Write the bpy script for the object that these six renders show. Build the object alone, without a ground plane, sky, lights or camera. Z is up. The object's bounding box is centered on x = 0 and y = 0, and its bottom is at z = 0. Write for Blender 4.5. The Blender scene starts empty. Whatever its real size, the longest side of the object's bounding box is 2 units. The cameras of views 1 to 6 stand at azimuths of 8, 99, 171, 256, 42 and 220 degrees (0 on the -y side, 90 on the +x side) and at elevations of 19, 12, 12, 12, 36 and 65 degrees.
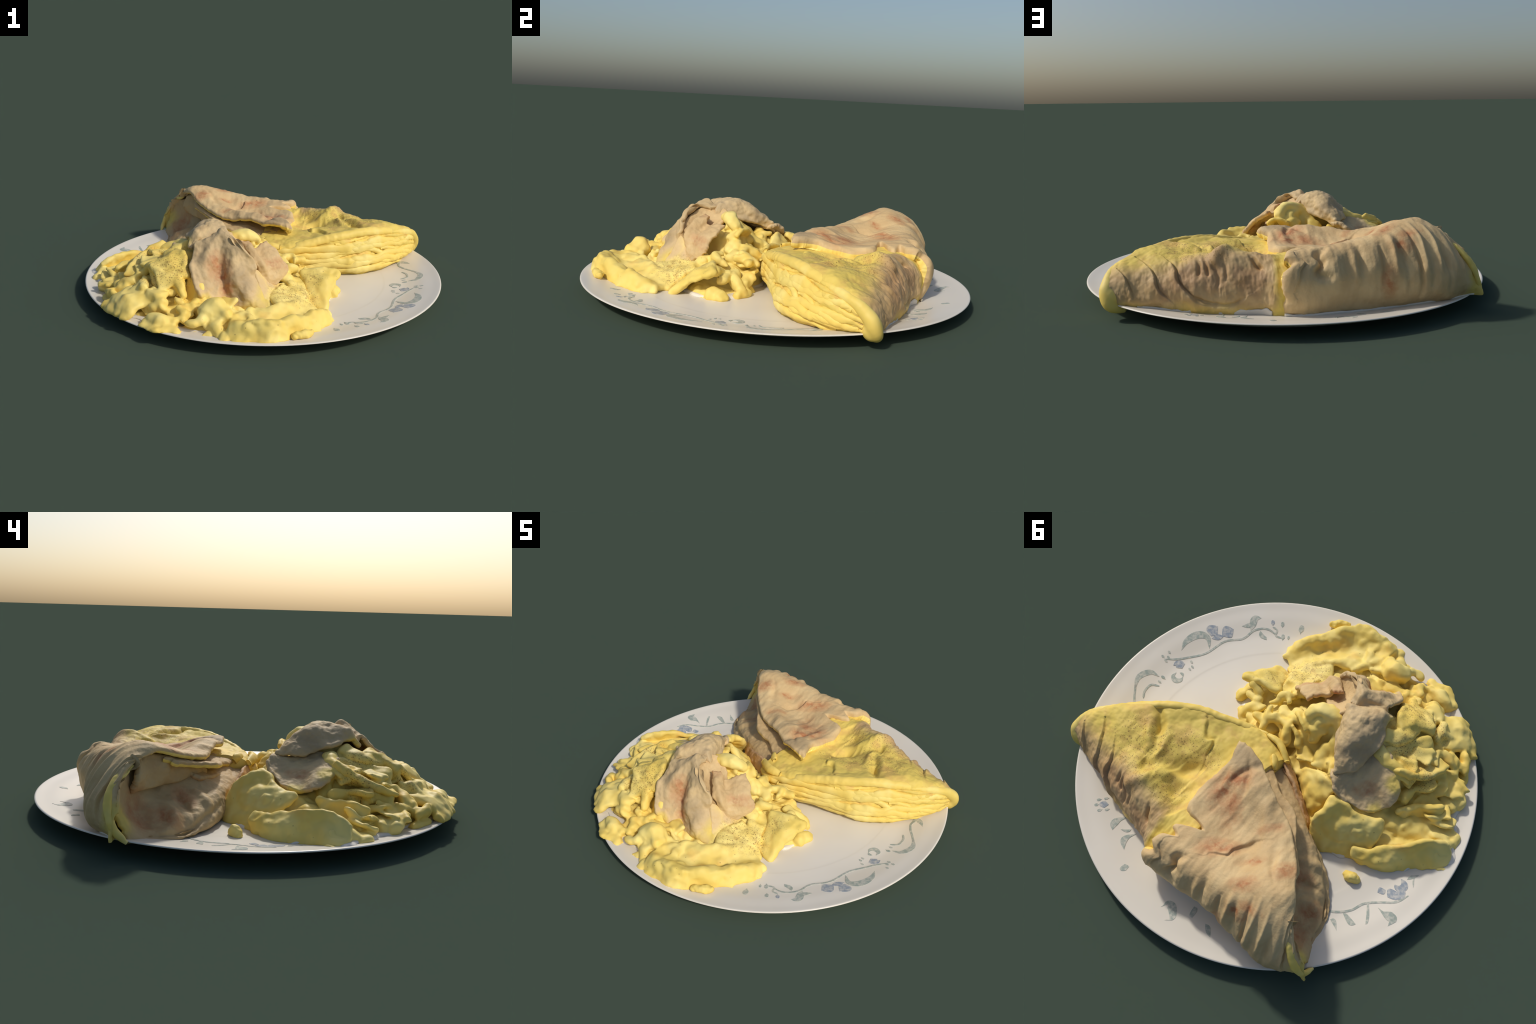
import bpy, bmesh, math, random
import numpy as np
from mathutils import Vector

random.seed(7)
RNG = np.random.default_rng(11)

# ------------------------------------------------------------------ noise
def _hash(ix, iy, iz):
    M = 0xFFFFFFFF
    h = (ix * 73856093 ^ iy * 19349663 ^ iz * 83492791) & M
    h = ((h ^ (h >> 16)) * 0x45D9F3B) & M
    h = ((h ^ (h >> 15)) * 0x2C1B3C6D) & M
    h = ((h ^ (h >> 12)) * 0x297A2D39) & M
    return h ^ (h >> 15)

def perlin(p):
    """gradient noise, p (...,3) -> about -1..1"""
    i = np.floor(p).astype(np.int64)
    f = p - i
    w = f * f * f * (f * (f * 6 - 15) + 10)
    out = 0
    for dx in (0, 1):
        for dy in (0, 1):
            for dz in (0, 1):
                h = _hash(i[..., 0] + dx, i[..., 1] + dy, i[..., 2] + dz)
                gx = (h & 255) / 127.5 - 1
                gy = ((h >> 8) & 255) / 127.5 - 1
                gz = ((h >> 16) & 255) / 127.5 - 1
                d = gx * (f[..., 0] - dx) + gy * (f[..., 1] - dy) + gz * (f[..., 2] - dz)
                ww = (w[..., 0] if dx else 1 - w[..., 0]) * (w[..., 1] if dy else 1 - w[..., 1]) * (w[..., 2] if dz else 1 - w[..., 2])
                out = out + ww * d
    return out

def fbm(p, octaves=3, gain=0.5):
    a, s, o = 1.0, 1.0, 0
    for k in range(octaves):
        o = o + a * perlin(p * s + 17.3 * k)
        a *= gain
        s *= 2.03
    return o

def smoothstep(a, b, x):
    t = np.clip((x - a) / (b - a), 0, 1)
    return t * t * (3 - 2 * t)

# ------------------------------------------------------------------ splines
def _cr(t):
    return (-.5 * t + t * t - .5 * t ** 3, 1 - 2.5 * t * t + 1.5 * t ** 3,
            .5 * t + 2 * t * t - 1.5 * t ** 3, -.5 * t * t + .5 * t ** 3)

def _bs(t):
    return ((1 - t) ** 3 / 6, (3 * t ** 3 - 6 * t * t + 4) / 6,
            (-3 * t ** 3 + 3 * t * t + 3 * t + 1) / 6, t ** 3 / 6)

def spline_patch(ctrl, U, V, tension=0.0):
    """bicubic surface through a grid of control points, U,V in 0..1; tension>0 leans to a smoother B-spline"""
    c = np.asarray(ctrl, float)
    c = np.concatenate([2 * c[:1] - c[1:2], c, 2 * c[-1:] - c[-2:-1]], 0)
    c = np.concatenate([2 * c[:, :1] - c[:, 1:2], c, 2 * c[:, -1:] - c[:, -2:-1]], 1)
    R, C = c.shape[0] - 2, c.shape[1] - 2
    u, v = np.clip(U, 0, 1) * (R - 1), np.clip(V, 0, 1) * (C - 1)
    iu = np.minimum(u.astype(int), R - 2); iv = np.minimum(v.astype(int), C - 2)
    fu, fv = u - iu, v - iv
    wu = [(1 - tension) * a + tension * b for a, b in zip(_cr(fu), _bs(fu))]
    wv = [(1 - tension) * a + tension * b for a, b in zip(_cr(fv), _bs(fv))]
    out = 0
    for a in range(4):
        for b in range(4):
            out = out + (wu[a] * wv[b])[..., None] * c[iu + a, iv + b]
    return out

def spline_line(pts, n):
    c = np.asarray(pts, float)
    c = np.concatenate([2 * c[:1] - c[1:2], c, 2 * c[-1:] - c[-2:-1]], 0)
    m = len(c) - 2
    u = np.linspace(0, 1, n) * (m - 1)
    i = np.minimum(u.astype(int), m - 2)
    w = _cr(u - i)
    return sum(w[a][:, None] * c[i + a] for a in range(4))

def grid_normals(P):
    n = np.cross(np.gradient(P, axis=0), np.gradient(P, axis=1))
    return n / (np.linalg.norm(n, axis=-1, keepdims=True) + 1e-12)

# ------------------------------------------------------------------ objects
def mesh_object(name, verts, faces, mats, parent=None, kind=None, face_mats=None, smooth=True):
    me = bpy.data.meshes.new(name)
    me.from_pydata(np.asarray(verts).tolist(), [], faces if isinstance(faces, list) else faces.tolist())
    me.validate()
    if not isinstance(mats, (list, tuple)):
        mats = [mats]
    for m in mats:
        me.materials.append(m)
    if face_mats is not None and len(face_mats) == len(me.polygons):
        me.polygons.foreach_set("material_index", np.asarray(face_mats, dtype=np.int32))
    if smooth:
        me.polygons.foreach_set("use_smooth", np.ones(len(me.polygons), dtype=bool))
    me.update()
    ob = bpy.data.objects.new(name, me)
    bpy.context.scene.collection.objects.link(ob)
    if parent:
        ob.parent = parent
    if kind:
        ob["kind"] = kind
    return ob

def empty(name, label, category):
    e = bpy.data.objects.new(name, None)
    bpy.context.scene.collection.objects.link(e)
    e["label"], e["category"] = label, category
    return e

def sheet(name, P, thick, mats, parent=None, flip=False, rim_out=0.5):
    """closed sheet with rounded rim built about the grid P: slot 0 upper face, slot 1 under face and rim.
    the grid is the outer face; thickness grows to the other side"""
    nu, nv = P.shape[:2]
    N = grid_normals(P) * (-1 if flip else 1)
    for _ in range(3):
        Q = np.pad(N, ((1, 1), (1, 1), (0, 0)), mode="edge")
        N = Q[1:-1, 1:-1] + .5 * (Q[:-2, 1:-1] + Q[2:, 1:-1] + Q[1:-1, :-2] + Q[1:-1, 2:])
        N /= np.linalg.norm(N, axis=-1, keepdims=True) + 1e-12
    def dist(ax):
        d = np.linalg.norm(np.diff(P, axis=ax), axis=-1)
        a = np.cumsum(d, axis=ax); z = np.zeros_like(np.take(a, [0], axis=ax))
        a = np.concatenate([z, a], axis=ax)
        return np.minimum(a, np.take(a, [-1], axis=ax) - a)
    T = thick if np.ndim(thick) else np.full((nu, nv), thick)
    e = np.clip(np.minimum(dist(0), dist(1)) / (T * rim_out + 1e-9), 0, 1)
    prof = 0.12 + 0.88 * np.sqrt(1 - (1 - e) ** 2)
    mid = P - N * (T / 2)[..., None]
    top = mid + N * (T / 2 * prof)[..., None]
    bot = mid - N * (T / 2 * prof)[..., None]
    idx = np.arange(nu * nv).reshape(nu, nv)
    a, b, c, d = idx[:-1, :-1], idx[1:, :-1], idx[1:, 1:], idx[:-1, 1:]
    qt = np.stack([a, b, c, d], -1).reshape(-1, 4)
    qb = qt[:, ::-1] + nu * nv
    loop = np.concatenate([idx[:, 0], idx[-1, 1:], idx[-2::-1, -1], idx[0, -2:0:-1]])
    nx = np.roll(loop, -1)
    qr = np.stack([nx, loop, loop + nu * nv, nx + nu * nv], -1)
    if flip:
        qt, qb, qr = qt[:, ::-1], qb[:, ::-1], qr[:, ::-1]
    faces = np.concatenate([qt, qb, qr])
    fm = np.concatenate([np.zeros(len(qt)), np.ones(len(qb) + len(qr))])
    return mesh_object(name, np.concatenate([top.reshape(-1, 3), bot.reshape(-1, 3)]), faces, mats, parent, face_mats=fm)

def uv_grid(nu, nv):
    return np.meshgrid(np.linspace(0, 1, nu), np.linspace(0, 1, nv), indexing="ij")

def marks_height(P, marks):
    """relief over a grid surface from drawn lines on it.
    mark = (kind, points, height, width); kinds: ridge, crease, ledge (left side raised)"""
    nu, nv = P.shape[:2]
    su = np.linalg.norm(np.diff(P, axis=0), axis=-1).mean() * (nu - 1)
    sv = np.linalg.norm(np.diff(P, axis=1), axis=-1).mean() * (nv - 1)
    U, V = uv_grid(nu, nv)
    Q = np.stack([U * su, V * sv], -1)
    wob = np.stack([perlin(P * 23), perlin(P * 23 + 40)], -1) * 0.006
    Q = Q + wob
    H = np.zeros((nu, nv))
    flat = P.reshape(-1, 3)
    for kind, pts, h, w in marks:
        q = []
        for p in pts:
            k = np.argmin(((flat - np.asarray(p)) ** 2).sum(-1))
            q.append((k // nv / (nu - 1) * su, k % nv / (nv - 1) * sv))
        q = spline_line(q, max(2, 5 * len(q))) if len(q) > 2 else np.asarray(q)
        best = np.full((nu, nv), 9.0); side = np.zeros((nu, nv)); along = np.zeros((nu, nv))
        n = len(q) - 1
        for k in range(n):
            a, b = q[k], q[k + 1]
            d = b - a; L = d @ d + 1e-12
            t = np.clip(((Q - a) @ d) / L, 0, 1)
            r = Q - a - t[..., None] * d
            dd = np.hypot(r[..., 0], r[..., 1])
            s = d[0] * r[..., 1] - d[1] * r[..., 0]
            m = dd < best
            best[m] = dd[m]; side[m] = np.sign(s[m]); along[m] = ((k + t) / n)[m]
        fade = np.sin(np.pi * np.clip(along, 0.03, 0.97)) ** 0.5
        if kind == "ridge":
            H += h * np.exp(-(best / w) ** 2) * fade
        elif kind == "crease":
            H -= h * np.exp(-(best / w) ** 2) * fade
        else:
            sd = best * side
            H += h * fade * np.where(sd > 0, np.exp(-sd / w), 0) * smoothstep(0, 0.006, sd) - 0.35 * h * fade * np.exp(-(best / 0.006) ** 2)
    return H

# ------------------------------------------------------------------ clay: distance fields meshed by surface nets
class Clay:
    def __init__(self, lo, hi, h, warp=None):
        self.h = h
        self.lo = np.asarray(lo, float)
        self.n = np.ceil((np.asarray(hi, float) - self.lo) / h).astype(int) + 1
        self.F = np.full(self.n, 0.2, dtype=np.float32)
        self.W = None
        self.sink = 0.0
        self.label = None
        self.piece = 0
        if warp:
            m = self.n // 2 + 2
            ax = [self.lo[k] + 2 * h * np.arange(m[k]) for k in range(3)]
            g = np.stack(np.meshgrid(*ax, indexing="ij"), -1)
            W = sum(a * np.stack([perlin(g * f + 31.7 * c + sd) for c in range(3)], -1) for a, f, sd in warp).astype(np.float32)
            for k in range(3):
                W = np.moveaxis(W, k, 0)
                fine = np.empty((2 * len(W) - 1,) + W.shape[1:], np.float32)
                fine[::2] = W
                fine[1::2] = (W[1:] + W[:-1]) / 2
                W = np.moveaxis(fine[:self.n[k]], 0, k)
            self.W = W

    def window(self, lo, hi, pad):
        a = np.maximum(np.floor((np.asarray(lo) - pad - self.lo) / self.h).astype(int), 0)
        b = np.minimum(np.ceil((np.asarray(hi) + pad - self.lo) / self.h).astype(int) + 1, self.n)
        if np.any(b <= a):
            return None, None
        ax = [self.lo[k] + self.h * np.arange(a[k], b[k]) for k in range(3)]
        sl = (slice(a[0], b[0]), slice(a[1], b[1]), slice(a[2], b[2]))
        p = np.stack(np.meshgrid(*ax, indexing="ij"), -1)
        return sl, (p if self.W is None else p + self.W[sl])

    def add(self, sl, d, k):
        f = self.F[sl]
        if self.label is not None:
            own = d < np.minimum(f, 0.02)
            self.label[sl][own] = self.piece
        if k <= 0:
            self.F[sl] = np.minimum(f, d)
        else:
            t = np.clip(k - np.abs(f - d), 0, None) / k
            self.F[sl] = np.minimum(f, d) - t * t * k * 0.25

    def rope(self, pts, radii, k=0.012, n=None, sink=False):
        pts = np.asarray(pts, float)
        if len(pts) > 2:
            m = n or (len(pts) * 3)
            r = np.interp(np.linspace(0, 1, m), np.linspace(0, 1, len(pts)), np.broadcast_to(radii, (len(pts),)))
            pts = spline_line(pts, m)
        else:
            r = np.broadcast_to(radii, (len(pts),))
        pts = pts - np.stack([0 * r, 0 * r, r * self.sink], -1)
        for i in range(len(pts) - 1):
            a, b, ra, rb = pts[i], pts[i + 1], r[i], r[i + 1]
            R = max(ra, rb)
            sl, p = self.window(np.minimum(a, b) - R, np.maximum(a, b) + R, 0.035)
            if sl is None:
                continue
            d = b - a
            t = np.clip(((p - a) @ d) / (d @ d + 1e-12), 0, 1)
            q = np.linalg.norm(p - a - t[..., None] * d, axis=-1) - (ra + t * (rb - ra))
            self.add(sl, q, k if i == 0 else 0.006)

    def ball(self, c, r, k=0.012):
        c = np.asarray(c, float); r = np.broadcast_to(np.asarray(r, float), (3,))
        sl, p = self.window(c - r, c + r, 0.035)
        if sl is None:
            return
        q = (p - c) / r
        k0 = np.linalg.norm(q, axis=-1); k1 = np.linalg.norm(q / r, axis=-1)
        self.add(sl, k0 * (k0 - 1) / (k1 + 1e-9), k)

    def slab(self, grid, r, k=0.010, cell=0.035):
        g = np.asarray(grid, float) - np.array([0, 0, r * self.sink])
        su = np.linalg.norm(np.diff(g, axis=0), axis=-1).sum(0).max(); sv = np.linalg.norm(np.diff(g, axis=1), axis=-1).sum(1).max()
        U, V = uv_grid(max(2, int(su / cell) + 2), max(2, int(sv / cell) + 2))
        P = spline_patch(g, U, V)
        tris = []
        for i in range(P.shape[0] - 1):
            for j in range(P.shape[1] - 1):
                a, b, c, d = P[i, j], P[i + 1, j], P[i + 1, j + 1], P[i, j + 1]
                tris += [(a, b, c), (a, c, d)]
        tmp = None
        lo, hi = P.reshape(-1, 3).min(0), P.reshape(-1, 3).max(0)
        sl, p = self.window(lo - r, hi + r, 0.035)
        if sl is None:
            return
        D = np.full(p.shape[:3], 0.2, dtype=np.float32)
        o = self.lo + self.h * np.array([q.start for q in sl]); h = self.h
        for a, b, c in tris:
            l = np.minimum(np.minimum(a, b), c) - r - 0.03; u = np.maximum(np.maximum(a, b), c) + r + 0.03
            i0 = np.maximum(np.floor((l - o) / h).astype(int), 0); i1 = np.minimum(np.ceil((u - o) / h).astype(int) + 1, D.shape)
            if np.any(i1 <= i0):
                continue
            w = (slice(i0[0], i1[0]), slice(i0[1], i1[1]), slice(i0[2], i1[2]))
            D[w] = np.minimum(D[w], _tri_dist(p[w], a, b, c) - r)
        self.add(sl, D, k)

    def rough(self, amp, freq, octaves=3, seed=0.0, ridged=False):
        m = np.abs(self.F) < 0.03 + amp
        ijk = np.argwhere(m)
        p = self.lo + ijk * self.h
        d = fbm(p * freq + seed, octaves)
        if ridged:
            d = 0.45 - np.abs(d) * 1.6
        self.F[m] += (amp * d).astype(np.float32)

    def above(self, fn):
        """keep only what lies above height fn(x, y)"""
        x = self.lo[0] + self.h * np.arange(self.n[0]); y = self.lo[1] + self.h * np.arange(self.n[1]); z = self.lo[2] + self.h * np.arange(self.n[2])
        X, Y = np.meshgrid(x, y, indexing="ij")
        self.F = np.maximum(self.F, (fn(X, Y)[..., None] - z).astype(np.float32))

    def mesh(self):
        return surface_nets(self.F, self.lo, self.h)

def _tri_dist(p, a, b, c):
    ba, cb, ac = b - a, c - b, a - c
    nor = np.cross(ba, ac)
    pa, pb, pc = p - a, p - b, p - c
    s = np.sign(pa @ np.cross(ba, nor)) + np.sign(pb @ np.cross(cb, nor)) + np.sign(pc @ np.cross(ac, nor))
    def seg(d, q):
        t = np.clip((q @ d) / (d @ d + 1e-12), 0, 1)
        r = q - t[..., None] * d
        return (r * r).sum(-1)
    e = np.minimum(np.minimum(seg(ba, pa), seg(cb, pb)), seg(ac, pc))
    pl = (pa @ nor) ** 2 / (nor @ nor + 1e-16)
    return np.sqrt(np.where(s < 2, e, pl))

def surface_nets(F, lo, h):
    F = np.pad(F, 1, constant_values=0.2); lo = lo - h
    n = np.array(F.shape)
    S = F < 0
    c = [F[dx:n[0] - 1 + dx, dy:n[1] - 1 + dy, dz:n[2] - 1 + dz] for dx in (0, 1) for dy in (0, 1) for dz in (0, 1)]
    sg = sum((x < 0).astype(np.int8) for x in c)
    act = (sg > 0) & (sg < 8)
    ids = np.full(act.shape, -1, dtype=np.int64)
    cells = np.argwhere(act)
    ids[act] = np.arange(len(cells))
    vals = np.stack([x[act] for x in c], -1).astype(float)
    corner = np.array([(dx, dy, dz) for dx in (0, 1) for dy in (0, 1) for dz in (0, 1)], float)
    acc = np.zeros((len(cells), 3)); cnt = np.zeros(len(cells))
    for i in range(8):
        for j in range(i + 1, 8):
            if abs(corner[i] - corner[j]).sum() != 1:
                continue
            a, b = vals[:, i], vals[:, j]
            m = (a < 0) != (b < 0)
            t = a[m] / (a[m] - b[m])
            acc[m] += corner[i] + t[:, None] * (corner[j] - corner[i]); cnt[m] += 1
    verts = lo + h * (cells + acc / cnt[:, None])
    faces = []
    for ax in range(3):
        o1, o2 = (ax + 1) % 3, (ax + 2) % 3
        sl0 = [slice(1, -1)] * 3; sl0[ax] = slice(0, -1)
        sl1 = [slice(1, -1)] * 3; sl1[ax] = slice(1, None)
        A, B = S[tuple(sl0)], S[tuple(sl1)]
        for flag, e in ((True, A & ~B), (False, ~A & B)):
            k = np.argwhere(e)
            if not len(k):
                continue
            base = k.copy(); base[:, o1] += 1; base[:, o2] += 1
            def cid(d1, d2):
                q = base.copy(); q[:, o1] -= d1; q[:, o2] -= d2
                return ids[q[:, 0], q[:, 1], q[:, 2]]
            q = np.stack([cid(1, 1), cid(0, 1), cid(0, 0), cid(1, 0)], -1)
            faces.append(q if flag else q[:, ::-1])
    faces = np.concatenate(faces)
    return verts, faces

def relax(verts, faces, rounds=1, lam=0.5):
    e = np.concatenate([faces[:, [0, 1]], faces[:, [1, 2]], faces[:, [2, 3]], faces[:, [3, 0]]])
    for _ in range(rounds):
        s = np.zeros_like(verts); c = np.zeros(len(verts))
        np.add.at(s, e[:, 0], verts[e[:, 1]]); np.add.at(c, e[:, 0], 1)
        np.add.at(s, e[:, 1], verts[e[:, 0]]); np.add.at(c, e[:, 1], 1)
        verts = verts + lam * (s / np.maximum(c, 1)[:, None] - verts)
    return verts

def clay_object(name, lo, hi, h, build, mat, parent, rough=((0.010, 14, 2), (0.004, 40, 2)), seed=0.0, floor=True, kind=None, smooth=1, warp=None, sink=0.0):
    cl = Clay(lo, hi, h, warp and [(a, f, seed) for a, f in warp])
    cl.sink = sink
    build(cl)
    for r in rough:
        cl.rough(r[0], r[1], r[2], seed, len(r) > 3)
    if floor:
        cl.above(lambda X, Y: plate_top(np.hypot(X, Y)) - 0.003)
    v, f = cl.mesh()
    if smooth:
        v = relax(v, f, smooth, 0.5)
    return mesh_object(name, v, f, mat, parent, kind)

def part_objects(verts, faces, owner, names, mat, parent):
    """split one smooth clay surface into named parts whose borders and normals coincide"""
    P = verts[faces]
    fn = np.cross(P[:, 2] - P[:, 0], P[:, 3] - P[:, 1])
    vn = np.zeros_like(verts)
    for c in range(4):
        np.add.at(vn, faces[:, c], fn)
    vn /= np.linalg.norm(vn, axis=1, keepdims=True) + 1e-12
    for k, nm in enumerate(names):
        f = faces[owner == k]
        if len(f) < 12:
            continue
        used, inv = np.unique(f, return_inverse=True)
        ob = mesh_object(nm, verts[used], inv.reshape(f.shape), mat, parent)
        ob.data.normals_split_custom_set_from_vertices(vn[used].tolist())

def tube(name, C, N, rt, rn, mat, parent, nseg=16, amp=0.004, seed=0.0):
    """flattened strand along points C lying on a surface with normals N: half width rt, half height rn (arrays)"""
    n = len(C)
    T = np.gradient(C, axis=0); T /= np.linalg.norm(T, axis=-1, keepdims=True) + 1e-12
    B = np.cross(T, N); B /= np.linalg.norm(B, axis=-1, keepdims=True) + 1e-12
    M = np.cross(B, T)
    a = np.linspace(0, 2 * np.pi, nseg, endpoint=False)
    V = C[:, None] + B[:, None] * (np.cos(a)[None, :, None] * rt[:, None, None]) + M[:, None] * (np.sin(a)[None, :, None] * rn[:, None, None])
    out = V - C[:, None]
    out /= np.linalg.norm(out, axis=-1, keepdims=True) + 1e-9
    V = V + out * (amp * fbm(V * 28 + seed, 2))[..., None]
    idx = np.arange(n * nseg).reshape(n, nseg)
    nx = np.roll(idx, -1, axis=1)
    q = np.stack([idx[:-1], idx[1:], nx[1:], nx[:-1]], -1).reshape(-1, 4)
    verts = np.concatenate([V.reshape(-1, 3), C[:1] - T[:1] * rn[0] * 0.6, C[-1:] + T[-1:] * rn[-1] * 0.6])
    faces = q[:, ::-1].tolist()
    s, e = n * nseg, n * nseg + 1
    for j in range(nseg):
        k = (j + 1) % nseg
        faces.append([s, int(idx[0, j]), int(idx[0, k])])
        faces.append([e, int(idx[-1, k]), int(idx[-1, j])])
    return mesh_object(name, verts, faces, mat, parent)
# ------------------------------------------------------------------ materials
class Nodes:
    def __init__(self, name, rough=0.6):
        self.mat = bpy.data.materials.new(name)
        self.mat.use_nodes = True
        self.nt = self.mat.node_tree
        self.nt.nodes.clear()
        self.out = self.new("ShaderNodeOutputMaterial")
        self.bsdf = self.new("ShaderNodeBsdfPrincipled")
        self.bsdf.inputs["Roughness"].default_value = rough
        self.bsdf.inputs["Specular IOR Level"].default_value = 0.25
        self.link(self.bsdf.outputs[0], self.out.inputs[0])
        self.pos = self.new("ShaderNodeTexCoord").outputs["Object"]

    def new(self, t, **kw):
        n = self.nt.nodes.new(t)
        for k, v in kw.items():
            setattr(n, k, v)
        return n

    def link(self, a, b):
        self.nt.links.new(a, b)

    def put(self, sock, v):
        if isinstance(v, bpy.types.NodeSocket):
            self.link(v, sock)
        else:
            sock.default_value = v

    def math(self, op, a, b=0.0, clamp=False):
        n = self.new("ShaderNodeMath", operation=op, use_clamp=clamp)
        self.put(n.inputs[0], a); self.put(n.inputs[1], b)
        return n.outputs[0]

    def vmath(self, op, a, b=None, scale=None):
        n = self.new("ShaderNodeVectorMath", operation=op)
        self.put(n.inputs[0], a)
        if b is not None:
            self.put(n.inputs[1], b)
        if scale is not None:
            n.inputs["Scale"].default_value = scale
        return n.outputs["Value"] if op in ("DISTANCE", "LENGTH", "DOT_PRODUCT") else n.outputs[0]

    def noise(self, scale, detail=3, rough=0.55, vec=None, color=False):
        n = self.new("ShaderNodeTexNoise")
        n.inputs["Scale"].default_value = scale; n.inputs["Detail"].default_value = detail; n.inputs["Roughness"].default_value = rough
        self.link(vec or self.pos, n.inputs["Vector"])
        return n.outputs[1 if color else 0]

    def ramp(self, v, a, b, lo=0.0, hi=1.0):
        n = self.new("ShaderNodeMapRange", interpolation_type="SMOOTHSTEP")
        self.put(n.inputs["Value"], v)
        n.inputs["From Min"].default_value = a; n.inputs["From Max"].default_value = b
        n.inputs["To Min"].default_value = lo; n.inputs["To Max"].default_value = hi
        return n.outputs[0]

    def mix(self, f, a, b):
        n = self.new("ShaderNodeMix", data_type="RGBA")
        self.put(n.inputs[0], f)
        self.put(n.inputs[6], a if isinstance(a, bpy.types.NodeSocket) else (*a, 1))
        self.put(n.inputs[7], b if isinstance(b, bpy.types.NodeSocket) else (*b, 1))
        return n.outputs[2]

    def warped(self, amount, scale):
        c = self.noise(scale, 3, 0.6, color=True)
        c = self.vmath("SUBTRACT", c, (0.5, 0.5, 0.5))
        c = self.vmath("SCALE", c, scale=amount)
        return self.vmath("ADD", self.pos, c)

    def spots(self, places, warp=0.12, scale=9):
        """soft mask, 1 inside each ball (x, y, z, radius)"""
        p = self.warped(warp, scale)
        m = None
        for x, y, z, r in places:
            d = self.vmath("DISTANCE", p, (x, y, z))
            s = self.ramp(d, r * 0.35, r * 1.15, 1, 0)
            m = s if m is None else self.math("MAXIMUM", m, s)
        return m

    def strokes(self, places, warp=0.05, scale=14):
        """like spots, but each an ellipsoid: (centre, axis direction, half length, half width)"""
        p = self.warped(warp, scale)
        m = None
        for c, ax, L, w in places:
            a = Vector(ax).normalized()
            r = self.vmath("SUBTRACT", p, c)
            t = self.vmath("DOT_PRODUCT", r, tuple(a))
            d2 = self.math("POWER", self.vmath("LENGTH", r), 2.0)
            tt = self.math("POWER", t, 2.0)
            perp = self.math("SUBTRACT", d2, tt)
            e = self.math("ADD", self.math("DIVIDE", tt, L * L), self.math("DIVIDE", perp, w * w))
            s = self.ramp(e, 0.0, 3.0, 1, 0)
            m = s if m is None else self.math("MAXIMUM", m, s)
        return m

    def specks(self, scale, size, density):
        """small dark grains: random cells of a voronoi pattern"""
        v = self.new("ShaderNodeTexVoronoi")
        v.inputs["Scale"].default_value = scale
        v.inputs["Randomness"].default_value = 1.0
        self.link(self.pos, v.inputs["Vector"])
        near = self.ramp(v.outputs["Distance"], size * 0.6, size, 1, 0)
        sep = self.new("ShaderNodeSeparateColor")
        self.link(v.outputs["Color"], sep.inputs[0])
        keep = self.math("LESS_THAN", sep.outputs[0], density)
        return self.math("MULTIPLY", near, keep)

    def bump(self, h, strength=0.2, dist=0.01):
        n = self.new("ShaderNodeBump")
        n.inputs["Strength"].default_value = strength; n.inputs["Distance"].default_value = dist
        self.link(h, n.inputs["Height"])
        self.link(n.outputs[0], self.bsdf.inputs["Normal"])

    def base(self, c):
        self.put(self.bsdf.inputs["Base Color"], c if isinstance(c, bpy.types.NodeSocket) else (*c, 1))
        return self.mat


def srgb(r, g, b):
    return tuple(((c / 255 + 0.055) / 1.055) ** 2.4 if c > 10 else c / 255 / 12.92 for c in (r, g, b))

YELLOW, YELLOW_DEEP, YELLOW_PALE, YELLOW_GREEN = srgb(241, 210, 108), srgb(231, 180, 84), srgb(246, 224, 136), srgb(226, 200, 100)
TAN, TAN_PINK, TAN_GREY, TAN_BROWN, CREAM = srgb(205, 174, 125), srgb(186, 128, 84), srgb(160, 140, 108), srgb(150, 112, 76), srgb(218, 190, 140)
PORCELAIN = srgb(226, 218, 202)

PEPPER_ZONES = [(0.19, -0.49, 0.11, 0.13), (0.27, -0.44, 0.10, 0.10), (-0.37, -0.58, 0.25, 0.13), (-0.36, -0.47, 0.25, 0.08), (-0.46, -0.42, 0.28, 0.10),
                (-0.47, -0.60, 0.2, 0.08), (-0.52, -0.62, 0.17, 0.07), (-0.58, -0.36, 0.22, 0.10), (0.31, -0.31, 0.14, 0.07)]

def egg_material(name="cooked_egg", tint=None):
    m = Nodes(name, 0.55)
    c = m.mix(m.ramp(m.noise(5, 3), 0.4, 0.66), YELLOW, YELLOW_PALE)
    c = m.mix(m.math("MULTIPLY", m.ramp(m.noise(3.3, 3), 0.5, 0.7), 0.5), c, YELLOW_GREEN)
    c = m.mix(m.math("MULTIPLY", m.ramp(m.noise(7.5, 4), 0.55, 0.75), 0.45), c, YELLOW_DEEP)
    if tint:
        c = m.mix(m.spots(tint[1], 0.1, 8), c, tint[0])
    zone = m.spots(PEPPER_ZONES, 0.1, 8)
    grain = m.math("MAXIMUM", m.specks(95, 0.38, 0.5), m.specks(170, 0.4, 0.35))
    dust = m.math("MULTIPLY", zone, m.ramp(m.noise(30, 4), 0.42, 0.7))
    c = m.mix(m.math("MULTIPLY", dust, 0.45), c, srgb(176, 138, 70))
    c = m.mix(m.math("MULTIPLY", m.math("MULTIPLY", zone, grain), 0.7), c, srgb(120, 88, 48))
    few = m.math("MULTIPLY", m.specks(42, 0.16, 0.16), m.ramp(m.noise(4, 2), 0.45, 0.6))
    c = m.mix(m.math("MULTIPLY", few, 0.55), c, srgb(130, 100, 56))
    m.bump(m.noise(60, 4), 0.12, 0.006)
    return m.base(c)

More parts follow.
